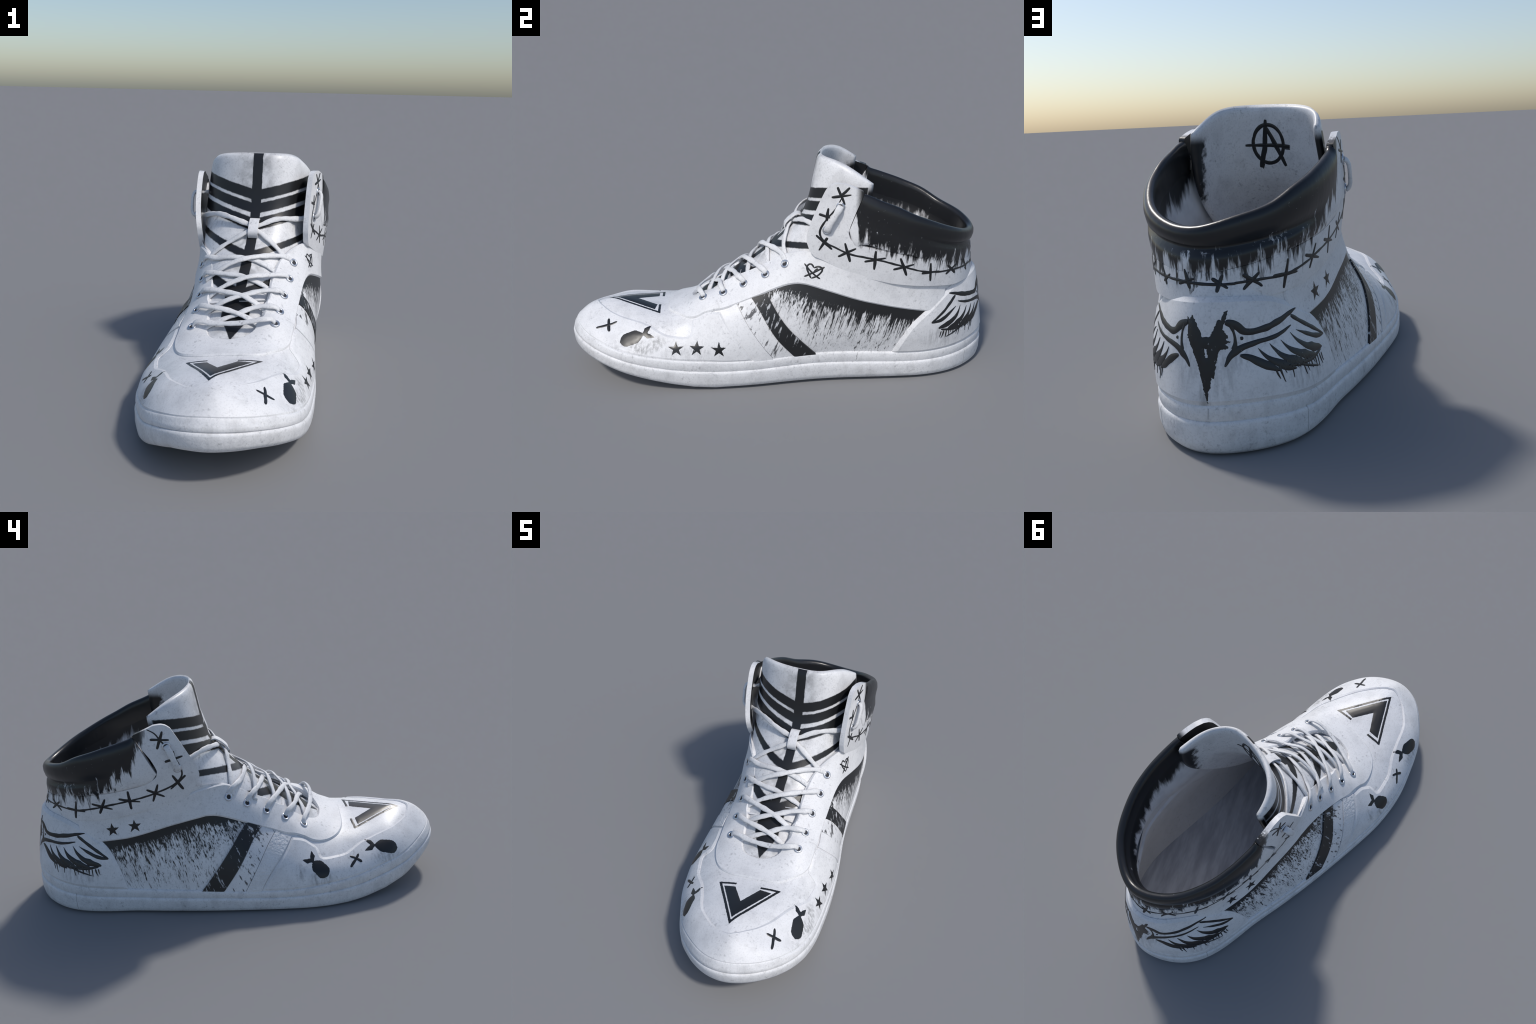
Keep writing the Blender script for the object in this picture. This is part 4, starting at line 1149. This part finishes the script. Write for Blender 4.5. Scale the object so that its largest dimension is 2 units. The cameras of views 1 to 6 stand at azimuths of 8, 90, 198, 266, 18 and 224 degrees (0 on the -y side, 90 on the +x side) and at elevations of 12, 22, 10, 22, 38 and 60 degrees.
# arrowhead on the vamp: solid V inside a thin open outline
def stroke_outline(pts, w):
    pts = [np.array(p, float) for p in pts]; A, B = [], []
    for i, p in enumerate(pts):
        d0 = pts[i] - pts[i - 1] if i else pts[1] - pts[0]; d1 = pts[i + 1] - pts[i] if i < len(pts) - 1 else d0
        d0 = d0 / np.linalg.norm(d0); d1 = d1 / np.linalg.norm(d1)
        n0 = np.array((-d0[1], d0[0])); n1 = np.array((-d1[1], d1[0])); m = n0 + n1; m /= np.linalg.norm(m); k = w / 2 / max(.3, m @ n0)
        A.append(p + m * k); B.append(p - m * k)
    return A + B[::-1]
down = lambda q: (np.array((q[0], q[1], .9)), np.array((0, 0, -1.0)))
arrow_v = coat("arrow_mark", [[(-.086, -.589), (-.032, -.585), (.027, -.678), (.086, -.579), (.142, -.585), (.025, -.785)]], down, P_vamp, M_paint, step=.012, jitter=.0005)
coat("arrow_outline_mark", [stroke_outline([(-.034, -.565), (-.110, -.571), (.0265, -.811), (.169, -.562), (.084, -.567)], .0115)], down, P_vamp, M_paint, step=.01, jitter=.0005)

# barbed wire round the ankle
WIRE = [(.303, .274, .904), (.299, .246, .845), (.293, .217, .808), (.288, .193, .772), (.287, .181, .735), (.292, .203, .696), (.305, .250, .671), (.318, .299, .650), (.335, .419, .625), (.331, .547, .585), (.301, .672, .544), (.249, .778, .530),
        (.164, .863, .520), (.068, .911, .512), (-.036, .912, .507), (-.125, .848, .508), (-.188, .750, .510), (-.241, .623, .541), (-.265, .498, .571), (-.269, .378, .604), (-.269, .331, .622), (-.267, .278, .652), (-.269, .254, .687), (-.275, .262, .735),
        (-.279, .286, .781), (-.280, .311, .824), (-.280, .339, .861), (-.281, .360, .890), (-.279, .392, .911)]
ribbon("wire_mark", WIRE, .0092, P_ank, M_paint, rough=.14)
BARBS = [((.296, .254, .943), (.308, .286, .868)), ((.309, .306, .943), (.301, .267, .904)), ((.292, .230, .897), (.312, .312, .912)), ((.291, .217, .849), (.292, .210, .791)), ((.283, .177, .820), (.295, .224, .806)),
         ((.284, .165, .725), (.301, .234, .663)), ((.296, .214, .716), (.286, .177, .654)), ((.316, .288, .697), (.318, .311, .609)), ((.306, .260, .631), (.326, .336, .674)), ((.331, .421, .672), (.331, .416, .575)),
         ((.329, .373, .613), (.338, .464, .631)), ((.336, .528, .629), (.326, .560, .542)), ((.333, .499, .574), (.326, .591, .594)), ((.305, .670, .589), (.297, .675, .499)), ((.314, .629, .544), (.284, .717, .540)),
         ((.264, .756, .560), (.232, .801, .510)), ((.265, .751, .516), (.227, .806, .552)), ((.182, .853, .555), (.157, .869, .494)), ((.171, .859, .504), (.140, .878, .529)), ((.079, .910, .550), (.058, .916, .493)), ((.100, .900, .506), (.043, .915, .524)),
         ((-.043, .901, .535), (-.028, .921, .485)), ((-.012, .912, .525), (-.058, .903, .494)), ((-.133, .834, .530), (-.096, .877, .485)), ((-.095, .871, .530), (-.138, .827, .487)), ((-.194, .744, .557), (-.180, .757, .466)), ((-.161, .795, .510), (-.209, .705, .509)),
         ((-.249, .608, .582), (-.232, .638, .505)), ((-.227, .670, .554), (-.249, .577, .530)), ((-.272, .501, .623), (-.259, .492, .528)), ((-.261, .545, .582), (-.265, .449, .564)), ((-.276, .364, .650), (-.264, .391, .562)), ((-.273, .416, .625), (-.264, .338, .583)),
         ((-.276, .297, .690), (-.257, .251, .612)), ((-.266, .238, .683), (-.267, .308, .619)), ((-.278, .285, .806), (-.278, .282, .747)), ((-.283, .324, .758), (-.272, .245, .778)), ((-.277, .327, .899), (-.284, .354, .820)), ((-.282, .382, .865), (-.277, .299, .857))]
for i, (a, b) in enumerate(BARBS):
    a, b = np.array(a), np.array(b); m = (a + b) / 2
    ribbon("barb_mark", [a, m * .7 + a * .3, m * .7 + b * .3, b], (.0085, .0145, .0105) if i % 2 else (.0115, .0120, .0080), P_ank, M_paint, rough=.10, taper=.6)

# winged crest on the heel; the right wing is the mirror of the left one about the heel line
U_H = FOX.lu / 2 + .024
def mirrored(pts):
    q = np.array([FOX.uv(p) for p in pts]); q[:, 0] = 2 * U_H - (q[:, 0] % FOX.lu)
    return FOX.ev(q)[0]
WING = [  # (points, widths)
 ([(-.060, .945, .402), (-.090, .930, .388), (-.111, .919, .369), (-.144, .887, .366), (-.174, .838, .372), (-.196, .770, .386), (-.212, .724, .397)], (.020, .018, .016, .016, .016, .012, .005)),
 ([(-.060, .965, .274), (-.078, .958, .305), (-.100, .940, .322), (-.148, .892, .334), (-.182, .841, .338), (-.206, .772, .352)], (.010, .022, .016, .012, .012, .006)),
 ([(-.074, .942, .398), (-.085, .943, .370), (-.088, .944, .340), (-.084, .948, .318)], (.012, .006, .008, .014)),
 ([(-.203, .760, .380), (-.229, .706, .341), (-.250, .660, .311), (-.267, .620, .286)], (.011, .011, .011, .006)),
 ([(-.218, .757, .334), (-.240, .712, .310), (-.256, .668, .291), (-.267, .620, .284)], (.002, .014, .018, .008)),
 ([(-.207, .786, .333), (-.226, .768, .303), (-.248, .725, .272), (-.268, .655, .252)], (.002, .018, .028, .012)),
 ([(-.191, .833, .322), (-.207, .820, .298), (-.231, .785, .268), (-.262, .705, .240)], (.002, .018, .030, .012)),
 ([(-.169, .872, .322), (-.185, .862, .297), (-.210, .836, .266), (-.247, .768, .233)], (.002, .018, .032, .012)),
 ([(-.144, .905, .316), (-.160, .896, .292), (-.186, .872, .264), (-.228, .818, .230)], (.002, .016, .030, .010)),
 ([(-.100, .942, .303), (-.128, .926, .290), (-.158, .903, .266), (-.196, .868, .238)], (.012, .024, .026, .006)),
 ([(-.224, .824, .246), (-.246, .776, .228), (-.262, .730, .212), (-.268, .700, .203)], (.008, .009, .008, .003)),
 ([(-.208, .852, .248), (-.236, .806, .240), (-.256, .748, .236), (-.269, .668, .246)], (.010, .013, .013, .008)),
 ([(-.102, .936, .352), (-.110, .930, .352)], (.008, .008))]
for pts, w in WING:
    w = tuple(q * (1.3 if pts[0][2] > .35 else 1.05) for q in w)
    ribbon("wing_mark", pts, w, P_heel, taper=.5, rough=.09)
    ribbon("wing_mark", mirrored(pts), w, P_heel, taper=.5, rough=.09)
rt = np.random.default_rng(9)
for k in range(16):                     # ragged feather ends and running paint
    f = k / 15; p = np.array((-.190 - .078 * f, .885 - .215 * f, .238 + .014 * math.sin(5 * f)))
    d = np.array((-.004, -.012 * rt.uniform(0, 1), -.016 - .022 * rt.uniform())) * rt.uniform(.6, 1.4)
    for q, e in ((p, d), (mirrored([p])[0], d * (-1, 1, 1))):
        ribbon("wing_mark", [q + (0, 0, .012), q + e * .5, q + e], (.008, .006, .002), P_heel, rough=.25)
BIRD = [(-.011, .158), (.001, .206), (.011, .249), (.022, .287), (.040, .328), (.055, .360), (.054, .393), (.058, .418), (.046, .410), (.040, .424), (.029, .408), (.015, .385), (.007, .362), (-.016, .362), (-.029, .385), (-.040, .412), (-.048, .409), (-.056, .432), (-.066, .436),
        (-.062, .410), (-.052, .382), (-.070, .358), (-.060, .350), (-.076, .345), (-.060, .338), (-.072, .327), (-.044, .321), (-.035, .283), (-.031, .240), (-.022, .244), (-.020, .215), (-.013, .200)]
back = lambda q: (np.array((q[0], 1.4, q[1])), np.array((0, -1.0, 0)))
coat("bird_mark", [BIRD, [(-.002, .327), (-.008, .327), (-.010, .301), (-.004, .300)]], back, P_heel, M_dry, step=.01, edge=.0035, jitter=.0011)
ribbon("paint_dribble", [(-.011, 1.0, .16), (-.010, 1.0, .135), (-.009, 1.01, .115)], (.005, .002), P_heel, M_faint, kind="stuff", rough=.3)

# circled letter on the inside of the tongue
inside = lambda p, n: n if n[1] > 0 else -n
ring = [(.033 + .061 * math.cos(a), .18, .888 + .072 * math.sin(a)) for a in np.linspace(.4, 2 * math.pi + .5, 30)]
for pts, w in ((ring, .0145), ([(.036, .198, .980), (.044, .19, .915), (.052, .18, .870), (.074, .16, .800)], (.014, .019, .021, .016)), ([(.036, .192, .950), (.002, .183, .879), (-.030, .171, .803)], (.015, .019, .015)),
               ([(.124, .187, .886), (.035, .180, .884), (-.055, .194, .876)], (.010, .014, .016)), ([(-.02, .19, .872), (-.055, .194, .866)], (.008, .005)), ([(.060, .165, .815), (.066, .16, .795)], (.010, .004))):
    ribbon("letter_mark", pts, w, tongue, M_paint, TSKIN, out=inside, taper=.75, rough=.08)

# butt joints of the sole wall
for a in ([(-.252, .790, .105), (-.252, .790, .06), (-.240, .785, .012)], [(.205, .880, .103), (.203, .878, .06), (.190, .870, .012)]):
    ribbon("sole_joint", a, .0028, outsole, M_seam, out=lambda p, n: outward(p, n), lift=.0008, rough=.05)
